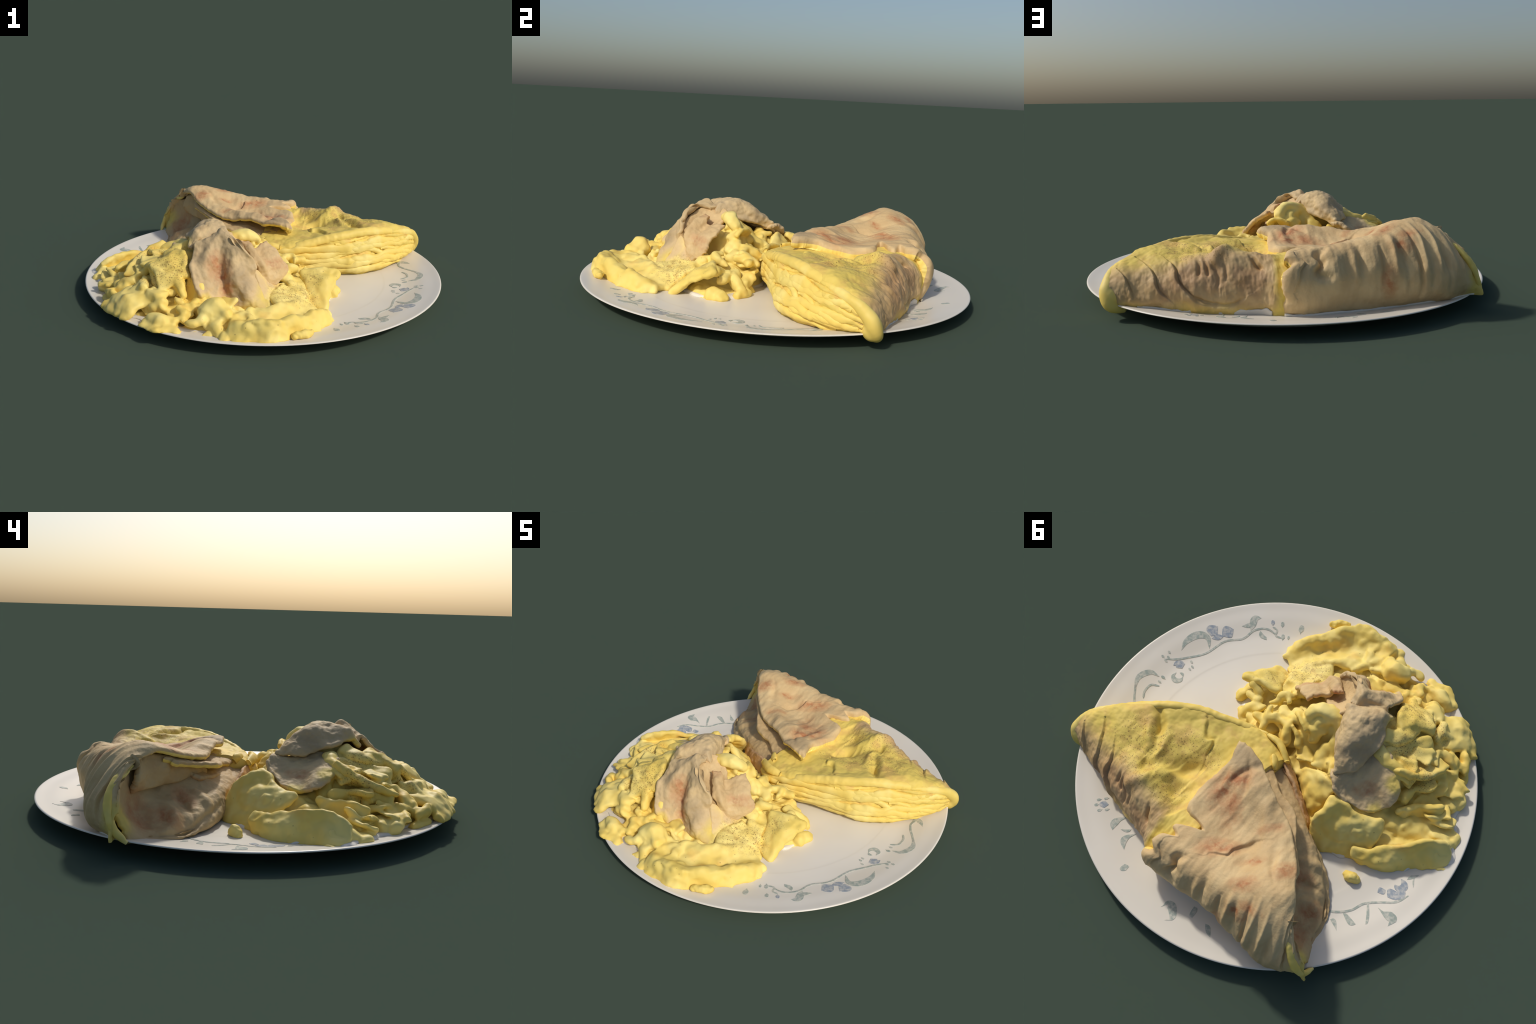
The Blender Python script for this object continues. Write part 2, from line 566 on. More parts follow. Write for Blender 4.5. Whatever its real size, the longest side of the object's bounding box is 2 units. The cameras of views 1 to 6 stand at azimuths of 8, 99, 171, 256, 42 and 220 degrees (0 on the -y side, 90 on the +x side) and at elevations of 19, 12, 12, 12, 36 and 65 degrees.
def wedge_material():
    """front half: egg yellow on top, toasted bread on the side towards +y"""
    m = Nodes("egg_washed_bread", 0.6)
    c = m.mix(m.ramp(m.noise(4, 3), 0.4, 0.66), YELLOW_GREEN, YELLOW)
    c = m.mix(m.math("MULTIPLY", m.ramp(m.noise(9, 4), 0.48, 0.7), 0.6), c, srgb(210, 168, 98))
    sep = m.new("ShaderNodeSeparateXYZ"); m.link(m.warped(0.10, 7), sep.inputs[0])
    d = m.math("ADD", sep.outputs[1], m.math("MULTIPLY", sep.outputs[0], 0.13))
    crust = m.ramp(d, 0.545, 0.645)
    raw = m.new("ShaderNodeSeparateXYZ"); m.link(m.warped(0.05, 11), raw.inputs[0])
    crust = m.math("MULTIPLY", crust, m.ramp(raw.outputs[0], 0.14, 0.175))
    low = m.ramp(sep.outputs[2], 0.03, 0.10)
    tan = m.mix(m.ramp(m.noise(8, 4), 0.38, 0.66), TAN, srgb(190, 156, 106))
    tan = m.mix(m.math("MULTIPLY", m.ramp(m.noise(13, 3), 0.55, 0.75), 0.55), tan, TAN_GREY)
    scorch = m.spots([(0.42, 0.62, 0.2, 0.11), (0.3, 0.66, 0.19, 0.07), (0.25, 0.68, 0.17, 0.08), (0.62, 0.6, 0.13, 0.06), (0.53, 0.61, 0.17, 0.08)], 0.12, 12)
    tan = m.mix(m.math("MULTIPLY", scorch, 0.5), tan, srgb(164, 122, 88))
    c = m.mix(m.math("MULTIPLY", crust, m.math("ADD", m.math("MULTIPLY", low, 0.7), 0.3)), c, tan)
    zone = m.spots([(0.55, 0.38, 0.28, 0.13), (0.42, 0.36, 0.26, 0.13), (0.33, 0.27, 0.25, 0.11), (0.235, 0.50, 0.27, 0.11), (0.38, 0.52, 0.27, 0.12), (0.5, 0.48, 0.26, 0.10), (0.2, 0.24, 0.25, 0.07)], 0.12, 8)
    grain = m.math("MAXIMUM", m.specks(85, 0.36, 0.45), m.specks(160, 0.4, 0.35))
    dust = m.math("MULTIPLY", zone, m.ramp(m.noise(24, 4), 0.42, 0.7))
    c = m.mix(m.math("MULTIPLY", dust, 0.5), c, srgb(180, 142, 78))
    c = m.mix(m.math("MULTIPLY", m.math("MULTIPLY", zone, grain), 0.65), c, srgb(116, 86, 50))
    m.bump(m.noise(55, 4), 0.15, 0.006)
    return m.base(c)

def strand_material():
    m = Nodes("folded_egg", 0.52)
    c = m.mix(m.ramp(m.noise(6, 3), 0.4, 0.66), YELLOW, YELLOW_PALE)
    c = m.mix(m.math("MULTIPLY", m.ramp(m.noise(4, 3), 0.5, 0.7), 0.5), c, YELLOW_GREEN)
    m.bump(m.noise(60, 3), 0.1, 0.005)
    return m.base(c)

def bread_material(name, red=(), grey=(), yellow=(), base=TAN, warm=CREAM):
    m = Nodes(name, 0.65)
    stretch = m.new("ShaderNodeMapping"); m.link(m.pos, stretch.inputs[0]); stretch.inputs["Rotation"].default_value = (0, 0, 0.5); stretch.inputs["Scale"].default_value = (1, 0.45, 0.6)
    c = m.mix(m.ramp(m.noise(9, 5, 0.6, stretch.outputs[0]), 0.36, 0.66), base, warm)
    c = m.mix(m.math("MULTIPLY", m.ramp(m.noise(17, 4, 0.6, stretch.outputs[0]), 0.52, 0.75), 0.4), c, srgb(188, 152, 106))
    if yellow:
        c = m.mix(m.math("MULTIPLY", m.spots(yellow, 0.1, 7), 0.85), c, YELLOW_GREEN)
    if grey:
        c = m.mix(m.math("MULTIPLY", m.spots(grey, 0.10, 9), 0.6), c, TAN_GREY)
    if red:
        f = m.math("MULTIPLY", m.strokes(red), m.ramp(m.noise(18, 5, 0.65), 0.2, 0.7))
        c = m.mix(m.math("MULTIPLY", f, 0.75), c, TAN_PINK)
        core = m.math("MULTIPLY", m.strokes([(p, a, L * .55, w * .5) for p, a, L, w in red], 0.07, 20), m.ramp(m.noise(30, 4, 0.6), 0.35, 0.65))
        c = m.mix(m.math("MULTIPLY", core, 0.7), c, srgb(172, 96, 56))
    c = m.mix(m.math("MULTIPLY", m.ramp(m.noise(90, 3), 0.55, 0.75), 0.12), c, srgb(222, 198, 158))
    m.bump(m.math("ADD", m.noise(45, 5), m.noise(130, 2)), 0.16, 0.006)
    return m.base(c)

def plate_material():
    m = Nodes("porcelain", 0.32)
    c = m.mix(m.ramp(m.noise(2.2, 2), 0.35, 0.7), PORCELAIN, srgb(231, 224, 210))
    m.bsdf.inputs["Specular IOR Level"].default_value = 0.35
    return m.base(c)

def ink_material(name, col):
    m = Nodes(name, 0.4)
    c = m.mix(m.ramp(m.noise(60, 3), 0.35, 0.7), col, tuple(0.4 * a + 0.6 * b for a, b in zip(col, PORCELAIN)))
    return m.base(c)
# ------------------------------------------------------------------ plate
PLATE_UP = [(0.0, 0.028), (0.6, 0.029), (0.7, 0.031), (0.75, 0.033), (0.80, 0.0365), (0.85, 0.0455), (0.90, 0.0555), (0.95, 0.0625), (0.98, 0.068), (0.991, 0.0698)]
PLATE_DOWN = [(0.997, 0.0675), (0.996, 0.064), (0.98, 0.0585), (0.94, 0.045), (0.90, 0.031), (0.86, 0.017), (0.82, 0.007), (0.78, 0.001), (0.74, 0.0), (0.0, 0.0)]

def plate_top(r):
    return np.interp(r, [p[0] for p in PLATE_UP], [p[1] for p in PLATE_UP])

M_PLATE = plate_material()
def build_plate():
    prof = np.concatenate([spline_line([(*p, 0) for p in PLATE_UP], 60)[:, :2], spline_line([(*p, 0) for p in PLATE_DOWN], 40)[:, :2]])
    prof[:, 0] = np.maximum(prof[:, 0], 0)
    n = 256
    a = np.linspace(0, 2 * np.pi, n, endpoint=False)
    ring = prof[1:-1]
    V = np.stack([ring[:, None, 0] * np.cos(a), ring[:, None, 0] * np.sin(a), np.repeat(ring[:, 1:2], n, 1)], -1)
    m = len(ring)
    idx = np.arange(m * n).reshape(m, n); nx = np.roll(idx, -1, 1)
    q = np.stack([idx[:-1], idx[1:], nx[1:], nx[:-1]], -1).reshape(-1, 4).tolist()
    verts = np.concatenate([V.reshape(-1, 3), [(0, 0, prof[0, 1]), (0, 0, prof[-1, 1])]])
    t, b = m * n, m * n + 1
    q += [[t, int(idx[0, j]), int(nx[0, j])] for j in range(n)] + [[b, int(nx[-1, j]), int(idx[-1, j])] for j in range(n)]
    ob = mesh_object("dinner_plate", verts, q, M_PLATE)
    ob["label"] = "round white porcelain plate with faded floral vine border"; ob["category"] = "dinner plate"
    return ob

PLATE = build_plate()

# ------------------------------------------------------------------ flatbread, front half
BREAD = empty("folded_flatbread", "thick egg stuffed flatbread folded and torn in two", "stuffed flatbread")
M_EGG = egg_material()
M_WEDGE = wedge_material()
M_STRAND = strand_material()

FRONT = [  # sections from the inner end to the tip: foot of the layered side, up, over the top, down the crust side
 [(-.03,.06,.03),(-.05,.01,.085),(-.062,-.015,.135),(-.058,-.015,.19),(-.035,.035,.222),(-.02,.16,.25),(-.01,.36,.262),(.0,.60,.268),(.02,.715,.225),(.03,.755,.13),(.03,.735,.03)],
 [(.11,.03,.03),(.085,-.025,.09),(.068,-.06,.145),(.062,-.06,.20),(.085,.0,.232),(.11,.14,.245),(.13,.33,.25),(.14,.60,.278),(.145,.712,.23),(.15,.752,.13),(.15,.735,.03)],
 [(.27,.11,.03),(.25,.07,.09),(.235,.0,.16),(.222,-.04,.215),(.225,.01,.245),(.245,.13,.252),(.25,.36,.25),(.24,.57,.285),(.23,.665,.22),(.22,.708,.13),(.22,.69,.03)],
 [(.42,.115,.03),(.43,.10,.09),(.435,.065,.165),(.44,.045,.235),(.44,.10,.277),(.43,.22,.262),(.40,.385,.252),(.365,.56,.280),(.35,.65,.21),(.34,.685,.13),(.34,.67,.03)],
 [(.53,.13,.03),(.55,.125,.09),(.57,.12,.165),(.58,.135,.24),(.575,.19,.283),(.54,.29,.270),(.50,.42,.264),(.46,.55,.260),(.44,.63,.20),(.43,.66,.13),(.43,.645,.03)],
 [(.64,.205,.03),(.67,.20,.09),(.69,.21,.165),(.70,.24,.235),(.685,.285,.275),(.65,.35,.287),(.61,.43,.266),(.57,.52,.242),(.55,.60,.185),(.54,.635,.12),(.54,.62,.03)],
 [(.74,.31,.035),(.77,.30,.09),(.795,.315,.155),(.802,.345,.220),(.785,.385,.250),(.745,.425,.252),(.70,.475,.232),(.67,.54,.20),(.655,.59,.15),(.645,.61,.10),(.64,.59,.04)],
 [(.80,.43,.045),(.84,.415,.08),(.86,.425,.135),(.86,.445,.190),(.845,.47,.216),(.82,.495,.214),(.79,.53,.19),(.77,.56,.15),(.76,.58,.12),(.755,.588,.085),(.75,.57,.05)],
 [(.84,.53,.045),(.865,.515,.07),(.87,.515,.11),(.868,.52,.145),(.865,.53,.16),(.86,.54,.158),(.85,.55,.14),(.842,.56,.11),(.838,.563,.09),(.838,.56,.07),(.84,.55,.06)],
]
def wall_shift(sections):
    """lean the layered side: lower layers stand out a little, the upper rim leans back"""
    c = np.array(sections)
    out = np.array([.53, -.85, 0.])
    lean = {0: (0, .005, .022, .028, .020, .020, .014, .006, 0), 1: (.008, .028, .068, .050, .030, .028, .018, .008, 0), 2: (0, 0, .006, -.002, -.010, -.012, -.010, -.004, 0),
            3: (0, -.006, -.020, -.026, -.028, -.026, -.020, -.008, 0), 4: (0, 0, -.004, -.008, -.008, -.008, -.006, 0, 0)}
    for row, d in lean.items():
        c[:, row] += out * np.array(d)[:, None]
    return c
front_ctrl = wall_shift(FRONT).transpose(1, 0, 2)

FRONT_MARKS = [
 ("ledge", [(.36,.10,.28),(.30,.17,.25),(.258,.158,.24),(.23,.24,.25)], .014, .05),
 ("crease", [(.60,.20,.285),(.53,.25,.26),(.494,.287,.25),(.47,.33,.25)], .022, .018),
 ("ridge", [(.56,.30,.28),(.50,.36,.26),(.44,.40,.26)], .016, .02),
 ("ridge", [(.43,.60,.25),(.378,.56,.27),(.31,.47,.25),(.26,.43,.25),(.2,.40,.25)], .024, .026),
 ("crease", [(.33,.50,.26),(.26,.46,.25),(.19,.46,.25)], .022, .016),
 ("crease", [(.33,.39,.25),(.26,.36,.25),(.19,.30,.25)], .024, .018),
 ("ridge", [(.45,.30,.25),(.41,.36,.25),(.40,.42,.25)], .016, .018),
 ("crease", [(.44,.45,.26),(.40,.48,.26),(.36,.46,.26)], .016, .02),
 ("ledge", [(.74,.42,.245),(.69,.49,.22),(.66,.56,.19),(.64,.60,.13),(.60,.615,.10)], .012, .04),
 ("ledge", [(.60,.50,.25),(.57,.56,.22),(.56,.61,.17),(.50,.635,.11),(.42,.655,.08),(.34,.675,.08),(.28,.69,.11)], .016, .05),
 ("ledge", [(.82,.49,.21),(.78,.545,.17),(.75,.58,.10)], .010, .03),
 ("crease", [(.24,.60,.25),(.22,.64,.23),(.20,.65,.22)], .02, .012),
 ("crease", [(.44,.575,.25),(.435,.63,.19)], .010, .010),
 ("crease", [(.36,.60,.25),(.355,.655,.18)], .006, .010),
 ("crease", [(.47,.56,.25),(.475,.62,.19)], .009, .010),
 ("crease", [(.30,.37,.25),(.22,.41,.25),(.16,.47,.25),(.13,.56,.26)], .030, .045), ("crease", [(.42,.60,.24),(.39,.63,.20),(.40,.66,.13)], .008, .014),
]
FRONT_MARKS = [(k, p, h * 1.5, w) for k, p, h, w in FRONT_MARKS]
def build_front():
    nu, nv = 300, 280
    U, V = uv_grid(nu, nv)
    P = spline_patch(front_ctrl, U, V, 0.15)
    N = grid_normals(P)
    up = np.sign(N[int(nu * .45), nv // 2, 2])
    N = N * up
    H = marks_height(P, FRONT_MARKS)
    H += 0.015 * fbm(P * 8 + 3, 2) + 0.004 * fbm(P * 30, 2)
    wall = smoothstep(0.34, 0.28, U)
    lay = np.abs(np.sin(np.pi * (U * 17 + V * 1.2 + 3.6 * fbm(np.stack([V * 4, U * 7, U * 0], -1), 2))))
    H += wall * (0.009 * (np.sqrt(lay) - 0.7) - 0.004)
    crust = smoothstep(0.62, 0.72, U)
    H += crust * 0.006 * fbm(np.stack([P[..., 0] * 34, P[..., 1] * 10, P[..., 2] * 12], -1), 3)
    P2 = P + N * H[..., None]
    P2[..., 2] = np.maximum(P2[..., 2], plate_top(np.hypot(P2[..., 0], P2[..., 1])) - 0.004 - 0.2 * (np.hypot(P2[..., 0], P2[..., 1]) > 0.995))
    idx = np.arange(nu * nv).reshape(nu, nv)
    q = np.stack([idx[:-1, :-1], idx[1:, :-1], idx[1:, 1:], idx[:-1, 1:]], -1).reshape(-1, 4)
    floor = np.stack([idx[0, :-1], idx[0, 1:], idx[-1, 1:], idx[-1, :-1]], -1)
    if up < 0:
        q = q[:, ::-1]; floor = floor[:, ::-1]
    faces = np.concatenate([q, floor]).tolist() + [idx[:, 0].tolist(), idx[::-1, -1].tolist()]
    ob = mesh_object("stuffed_half", P2.reshape(-1, 3), faces, M_WEDGE, BREAD)
    # strands of folded egg lying along the open side
    rows = [(.06,.05,.03,.84,.022,.016),(.10,.12,.0,.93,.018,.013),(.12,.18,.22,.97,.020,.013),(.17,.13,.0,.60,.020,.014),(.22,.21,.02,.72,.020,.014),(.19,.25,.10,.55,.016,.012),
            (.27,.22,.36,.97,.018,.013),(.27,.25,.0,.88,.024,.014),(.08,.11,.50,.95,.018,.012),(.15,.09,.38,.82,.016,.013),(.20,.13,.60,.92,.015,.012),(.10,.06,.05,.35,.016,.012),(.23,.26,.60,.95,.014,.011),(.29,.24,.45,.75,.014,.010),
            (.25,.15,.25,.70,.015,.011),(.13,.22,.05,.45,.016,.012),(.17,.10,.66,.97,.013,.010)]
    for k, (u0, u1, v0, v1, rt, rn) in enumerate(rows):
        n = 110
        v = np.linspace(v0, v1, n)
        z0 = v * 0
        u = u0 + (u1 - u0) * (v - v0) / (v1 - v0) + 0.07 * perlin(np.stack([v * 4.3, z0 + k * 3.1, z0], -1)) + 0.022 * perlin(np.stack([v * 13, z0 + k * 5.3, z0 + 2], -1))
        u = np.clip(u, 0.012, 0.33)
        iu, iv = (u * (nu - 1)).astype(int), (v * (nv - 1)).astype(int)
        C = spline_patch(front_ctrl, u, v, 0.15); NN = N[iu, iv]
        taper = np.sin(np.pi * np.clip((v - v0) / (v1 - v0), 0.04, 0.96)) ** 0.4
        w = taper * (1 + 0.9 * perlin(np.stack([v * 9, z0 + 7.7 * k, z0], -1)) + 0.5 * perlin(np.stack([v * 23, z0 + 3.7 * k, z0], -1)))
        tube("egg_layer", C - NN * 0.002, NN, rt * w, rn * w, M_STRAND, ob, amp=0.005, seed=k * 5.0)
    C = spline_line([(.15,-.015,.21),(.225,.0,.225),(.335,.05,.246),(.435,.095,.259),(.553,.177,.265),(.672,.274,.249),(.758,.356,.229)], 120)
    t = np.linspace(0, 1, 120)
    NN = np.tile(np.array([0.45, -0.55, 0.7]), (120, 1)); NN /= np.linalg.norm(NN, axis=1, keepdims=True)
    r = np.interp(t, [0, .1, .5, .8, .93, 1], [.012, .022, .024, .024, .022, .014])
    tube("egg_rim", C, NN, r * 1.1, r * 0.85, M_STRAND, ob, nseg=24, amp=0.005)
    def tip(cl):
        cl.ball((.85,.53,.09), (.04,.043,.056))
        cl.rope([(.72,.31,.232),(.79,.385,.215),(.84,.455,.188),(.862,.51,.145),(.866,.535,.10),(.85,.55,.06),(.80,.545,.045)], [.016,.022,.025,.031,.033,.025,.016], .03)
    clay_object("egg_tip", (.66,.24,.0), (.96,.66,.29), .005, tip, M_STRAND, ob, rough=((.005,16,1),), seed=8, floor=False, smooth=2)
    for k, (a, m, b, r) in enumerate((((.10,-.045,.222), (.02,-.045,.222), (-.065,-.0,.212), .026), ((.10,-.065,.175), (.01,-.05,.17), (-.06,-.015,.165), .022), ((.12,-.03,.115), (.03,-.04,.12), (-.055,.0,.115), .024), ((.0,.02,.235), (-.03,.05,.232), (-.05,.07,.215), .024))):
        C = spline_line([a, m, b], 40)
        NN = np.tile(np.array([-.1, -.8, .6]), (40, 1)); NN /= np.linalg.norm(NN, axis=1, keepdims=True)
        w = np.sin(np.pi * np.linspace(.08, .86, 40)) ** .5
        tube("egg_layer", C, NN, r * w, r * .6 * w, M_STRAND, ob, amp=0.004, seed=40 + k)
    return ob

FRONT_HALF = build_front()

# ------------------------------------------------------------------ flatbread, rear half: an arched sheet, open towards -x
RED_TOP = [((-.263,.33,.30),(.5,.6,0),.055,.022), ((-.138,.549,.30),(.6,.5,0),.085,.04), ((-.357,.602,.363),(.6,.5,0),.06,.03), ((-.451,.43,.38),(.4,.8,0),.06,.035),
           ((-.047,.371,.299),(-.5,.6,0),.10,.045), ((.02,.26,.30),(.7,.6,0),.09,.05), ((-.40,.70,.31),(1,.2,0),.05,.03), ((-.45,.66,.34),(1,.3,0),.06,.025), ((.04,.34,.29),(-.3,.8,0),.08,.05), ((-.30,.50,.33),(.6,.5,0),.06,.02), ((-.33,.76,.17),(0,.2,1),.06,.03)]
M_TOP = bread_material("toasted_bread", red=RED_TOP, yellow=[(-.78,.69,.10,.10), (-.75,.69,.17,.07)], grey=[(.08,.16,.31,.09), (.0,.12,.29,.06)])
M_INNER = bread_material("inner_bread", red=[((-.62,.57,.14),(.3,.3,1),.09,.06), ((-.60,.46,.10),(.6,.5,0),.07,.04), ((-.46,.38,.15),(1,.2,0),.07,.04)], yellow=[(-.72,.66,.13,.08)], base=srgb(190,160,114), warm=srgb(202,174,126))  # base browned darker and centre strokes added to paint the hollow's shade into the lining
M_DARK = bread_material("browned_bread", base=srgb(190,150,106), warm=srgb(204,166,122))

REAR = [  # stations from the torn edge to the far tip: foot of the outer wall, up, over the crest, to the free edge
 [(.15,.745,.03),(.145,.785,.12),(.13,.795,.22),(.122,.73,.29),(.112,.64,.297),(.12,.545,.290),(.13,.44,.277),(.135,.32,.29),(.14,.21,.306),(.155,.10,.318)],
 [(.0,.75,.025),(-.005,.795,.11),(-.02,.79,.2),(-.02,.725,.28),(-.01,.63,.300),(-.005,.52,.29),(.0,.41,.276),(.02,.29,.298),(.045,.18,.326),(.06,.085,.312)],
 [(-.14,.735,.025),(-.15,.778,.11),(-.155,.775,.21),(-.15,.705,.30),(-.145,.62,.314),(-.14,.53,.294),(-.12,.42,.262),(-.112,.32,.294),(-.11,.24,.324),(-.115,.165,.314)],
 [(-.28,.71,.025),(-.29,.758,.11),(-.30,.758,.22),(-.295,.70,.32),(-.285,.63,.346),(-.275,.56,.332),(-.265,.48,.302),(-.262,.40,.300),(-.27,.33,.318),(-.30,.25,.300)],
 [(-.42,.705,.03),(-.43,.768,.11),(-.43,.768,.22),(-.42,.70,.335),(-.415,.63,.375),(-.405,.57,.39),(-.40,.51,.385),(-.41,.46,.376),(-.43,.415,.364),(-.455,.372,.345)],
 [(-.54,.71,.035),(-.56,.772,.11),(-.555,.768,.21),(-.54,.70,.32),(-.53,.64,.37),(-.52,.59,.39),(-.515,.55,.399),(-.513,.52,.398),(-.518,.495,.39),(-.53,.472,.374)],
 [(-.64,.70,.045),(-.66,.748,.11),(-.65,.738,.2),(-.635,.685,.285),(-.62,.645,.332),(-.605,.615,.355),(-.595,.585,.366),(-.588,.56,.37),(-.582,.543,.369),(-.578,.528,.36)],
 [(-.72,.68,.05),(-.74,.702,.10),(-.735,.692,.16),(-.72,.685,.21),(-.71,.683,.238),(-.70,.68,.26),(-.69,.672,.276),(-.68,.662,.288),(-.67,.648,.298),(-.66,.635,.302)],
 [(-.765,.69,.045),(-.785,.70,.07),(-.78,.695,.095),(-.778,.69,.12),(-.773,.688,.135),(-.768,.685,.148),(-.763,.68,.158),(-.758,.675,.165),(-.753,.668,.17),(-.748,.66,.172)],
]
rear_ctrl = np.array(REAR).transpose(1, 0, 2)
rear_ctrl[1:3, :, 1] += np.array([0, -.006, -.006, -.003, .008, .012, .010, .004, 0])
REAR_MARKS = [
 ("crease", [(-.06,.68,.29),(-.03,.70,.27),(-.02,.77,.22),(-.07,.79,.2)], .036, .016),
 ("ledge", [(-.26,.40,.30),(-.21,.46,.31),(-.20,.55,.31),(-.13,.60,.31)], .010, .05),
 ("crease", [(-.30,.70,.32),(-.31,.75,.22),(-.30,.76,.14)], .012, .010),
 ("crease", [(-.36,.64,.36),(-.39,.72,.31),(-.41,.765,.21),(-.42,.76,.12)], .010, .014),
 ("crease", [(-.42,.62,.38),(-.45,.70,.32),(-.47,.765,.21),(-.47,.76,.10)], .016, .009),
 ("crease", [(-.48,.63,.38),(-.50,.70,.32),(-.52,.765,.21),(-.52,.76,.12)], .008, .015),
 ("crease", [(-.54,.62,.37),(-.57,.69,.30),(-.59,.75,.2),(-.59,.75,.12)], .010, .014),
 ("ridge", [(-.45,.60,.39),(-.48,.68,.33),(-.495,.765,.22)], .014, .012),
 ("ridge", [(-.51,.61,.38),(-.54,.69,.31),(-.555,.765,.21)], .014, .012),
 ("ridge", [(-.34,.66,.36),(-.36,.73,.29),(-.37,.765,.2)], .012, .014),
 ("crease", [(-.20,.68,.32),(-.21,.745,.26),(-.22,.77,.18)], .010, .012),
 ("ridge", [(-.17,.70,.30),(-.18,.76,.24),(-.19,.775,.16)], .010, .014),
 ("ledge", [(-.62,.56,.34),(-.635,.64,.32),(-.66,.70,.25),(-.68,.72,.12)], .012, .03),
 ("ledge", [(-.59,.565,.35),(-.62,.64,.325),(-.66,.70,.25),(-.675,.735,.15)], .016, .025),
 ("ledge", [(-.65,.58,.30),(-.68,.645,.28),(-.705,.685,.22),(-.718,.70,.13)], .014, .02),
 ("ledge", [(-.69,.61,.26),(-.715,.66,.22),(-.74,.69,.15)], .010, .02),
 ("crease", [(-.04,.13,.29),(.02,.20,.30),(.04,.28,.30)], .016, .012),
 ("crease", [(.11,.30,.30),(.02,.36,.30),(-.08,.42,.30)], .010, .03),
 ("crease", [(-.25,.42,.31),(-.21,.52,.31)], .012, .012),
 ("ridge", [(-.23,.64,.33),(-.25,.72,.29),(-.26,.765,.2),(-.25,.765,.1)], .012, .03), ("ridge", [(-.08,.66,.30),(-.10,.74,.26),(-.11,.79,.16)], .011, .03),
 ("ridge", [(-.58,.62,.36),(-.61,.69,.29),(-.63,.745,.18)], .012, .022), ("ledge", [(.07,.70,.29),(.06,.78,.22),(.08,.795,.12)], .012, .04),
 ("ridge", [(-.15,.20,.32),(-.22,.32,.31),(-.30,.45,.32)], .008, .03), ("crease", [(-.33,.36,.32),(-.38,.46,.36),(-.44,.52,.38)], .010, .02), ("crease", [(.05,.14,.31),(-.02,.22,.31),(-.06,.30,.29)], .010, .016), ("ridge", [(.08,.20,.30),(.05,.30,.29),(.06,.40,.28)], .008, .02),
]
def rear_surface(nu=320, nv=360):
    U, V = uv_grid(nu, nv)
    edge = 0.022 * np.clip(fbm(np.stack([V * 9, V * 0 + .37, V * 0], -1), 2) + 0.35, 0, 2)
    U2 = U * (1 - edge * smoothstep(0.6, 1, U) * smoothstep(.85, .65, V))
    torn = 0.055 * np.clip(fbm(np.stack([U * 7 + 5, U * 0 + .61, U * 0], -1), 2) + 0.2, 0, 2)
    notch = 0.115 * np.exp(-((U - .545) / .028) ** 2) + 0.04 * np.exp(-((U - .45) / .02) ** 2) + 0.03 * np.exp(-((U - .30) / .03) ** 2)
    V2 = V + (torn + notch) * smoothstep(0.4, 0, V) * (1 - V)
    return U, V, spline_patch(rear_ctrl, U2, V2, 0.12)

def build_rear():
    U, V, P = rear_surface()
    N = grid_normals(P)
    up = np.sign(N[int(len(N) * .6), len(N[0]) // 3, 2])
    N = N * up
    H = marks_height(P, REAR_MARKS)
    along = np.stack([P[..., 0] * 26, P[..., 1] * 7, P[..., 2] * 7], -1)
    H += 0.014 * fbm(P * 7 + 9, 2) + 0.005 * fbm(along, 2) + 0.0012 * fbm(P * 55, 2)
    H *= 1 - 0.9 * smoothstep(.78, .92, V) * smoothstep(.3, .6, U)
    H *= 1 - 0.6 * np.exp(-((U - .44) / .12) ** 2) * smoothstep(.35, .55, V)
    P = P + N * H[..., None]
    P[..., 2] = np.maximum(P[..., 2], plate_top(np.hypot(P[..., 0], P[..., 1])) - 0.003)
    half = sheet("arched_half", P, (0.028 + 0.045 * smoothstep(.10, 0, V)) * (1 - 0.5 * smoothstep(.82, .98, V)), [M_TOP, M_STRAND], BREAD, flip=up < 0)
    for p in half.data.polygons:   # away from the tear the rim is plain bread
        if p.center.x < -.56:
            p.material_index = 0
    return half

REAR_HALF = build_rear()

def foot_residue(ctrl, u0, u1, v0, v1, tension, seed):
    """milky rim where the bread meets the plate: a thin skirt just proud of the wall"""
    U, V = uv_grid(10, 200)
    reach = u0 + (u1 - u0) * (.55 + .6 * fbm(np.stack([V * 7 + seed, V * 0, V * 0], -1), 3))
    UU = (u0 + (reach - u0) * U)
    VV = v0 + (v1 - v0) * V
    P = spline_patch(ctrl, UU, VV, tension)
    out = P[..., :2] - P[..., :2].mean((0, 1))
    N = grid_normals(P); N *= np.sign((N * np.array([.1, 1, 0])).sum(-1).mean())
    P = P + N * .009
    P[..., 2] = np.maximum(P[..., 2], plate_top(np.hypot(P[..., 0], P[..., 1])) - .002)
    s = np.sign((grid_normals(P) * N).sum(-1).mean())
    sheet("milky_residue", P, .010, [M_PLATE, M_PLATE], BREAD, flip=s < 0)
foot_residue(rear_ctrl, 0.0, .045, .02, .93, .12, 3.0)
foot_residue(front_ctrl, 1.0, .955, .16, .86, .15, 8.0)

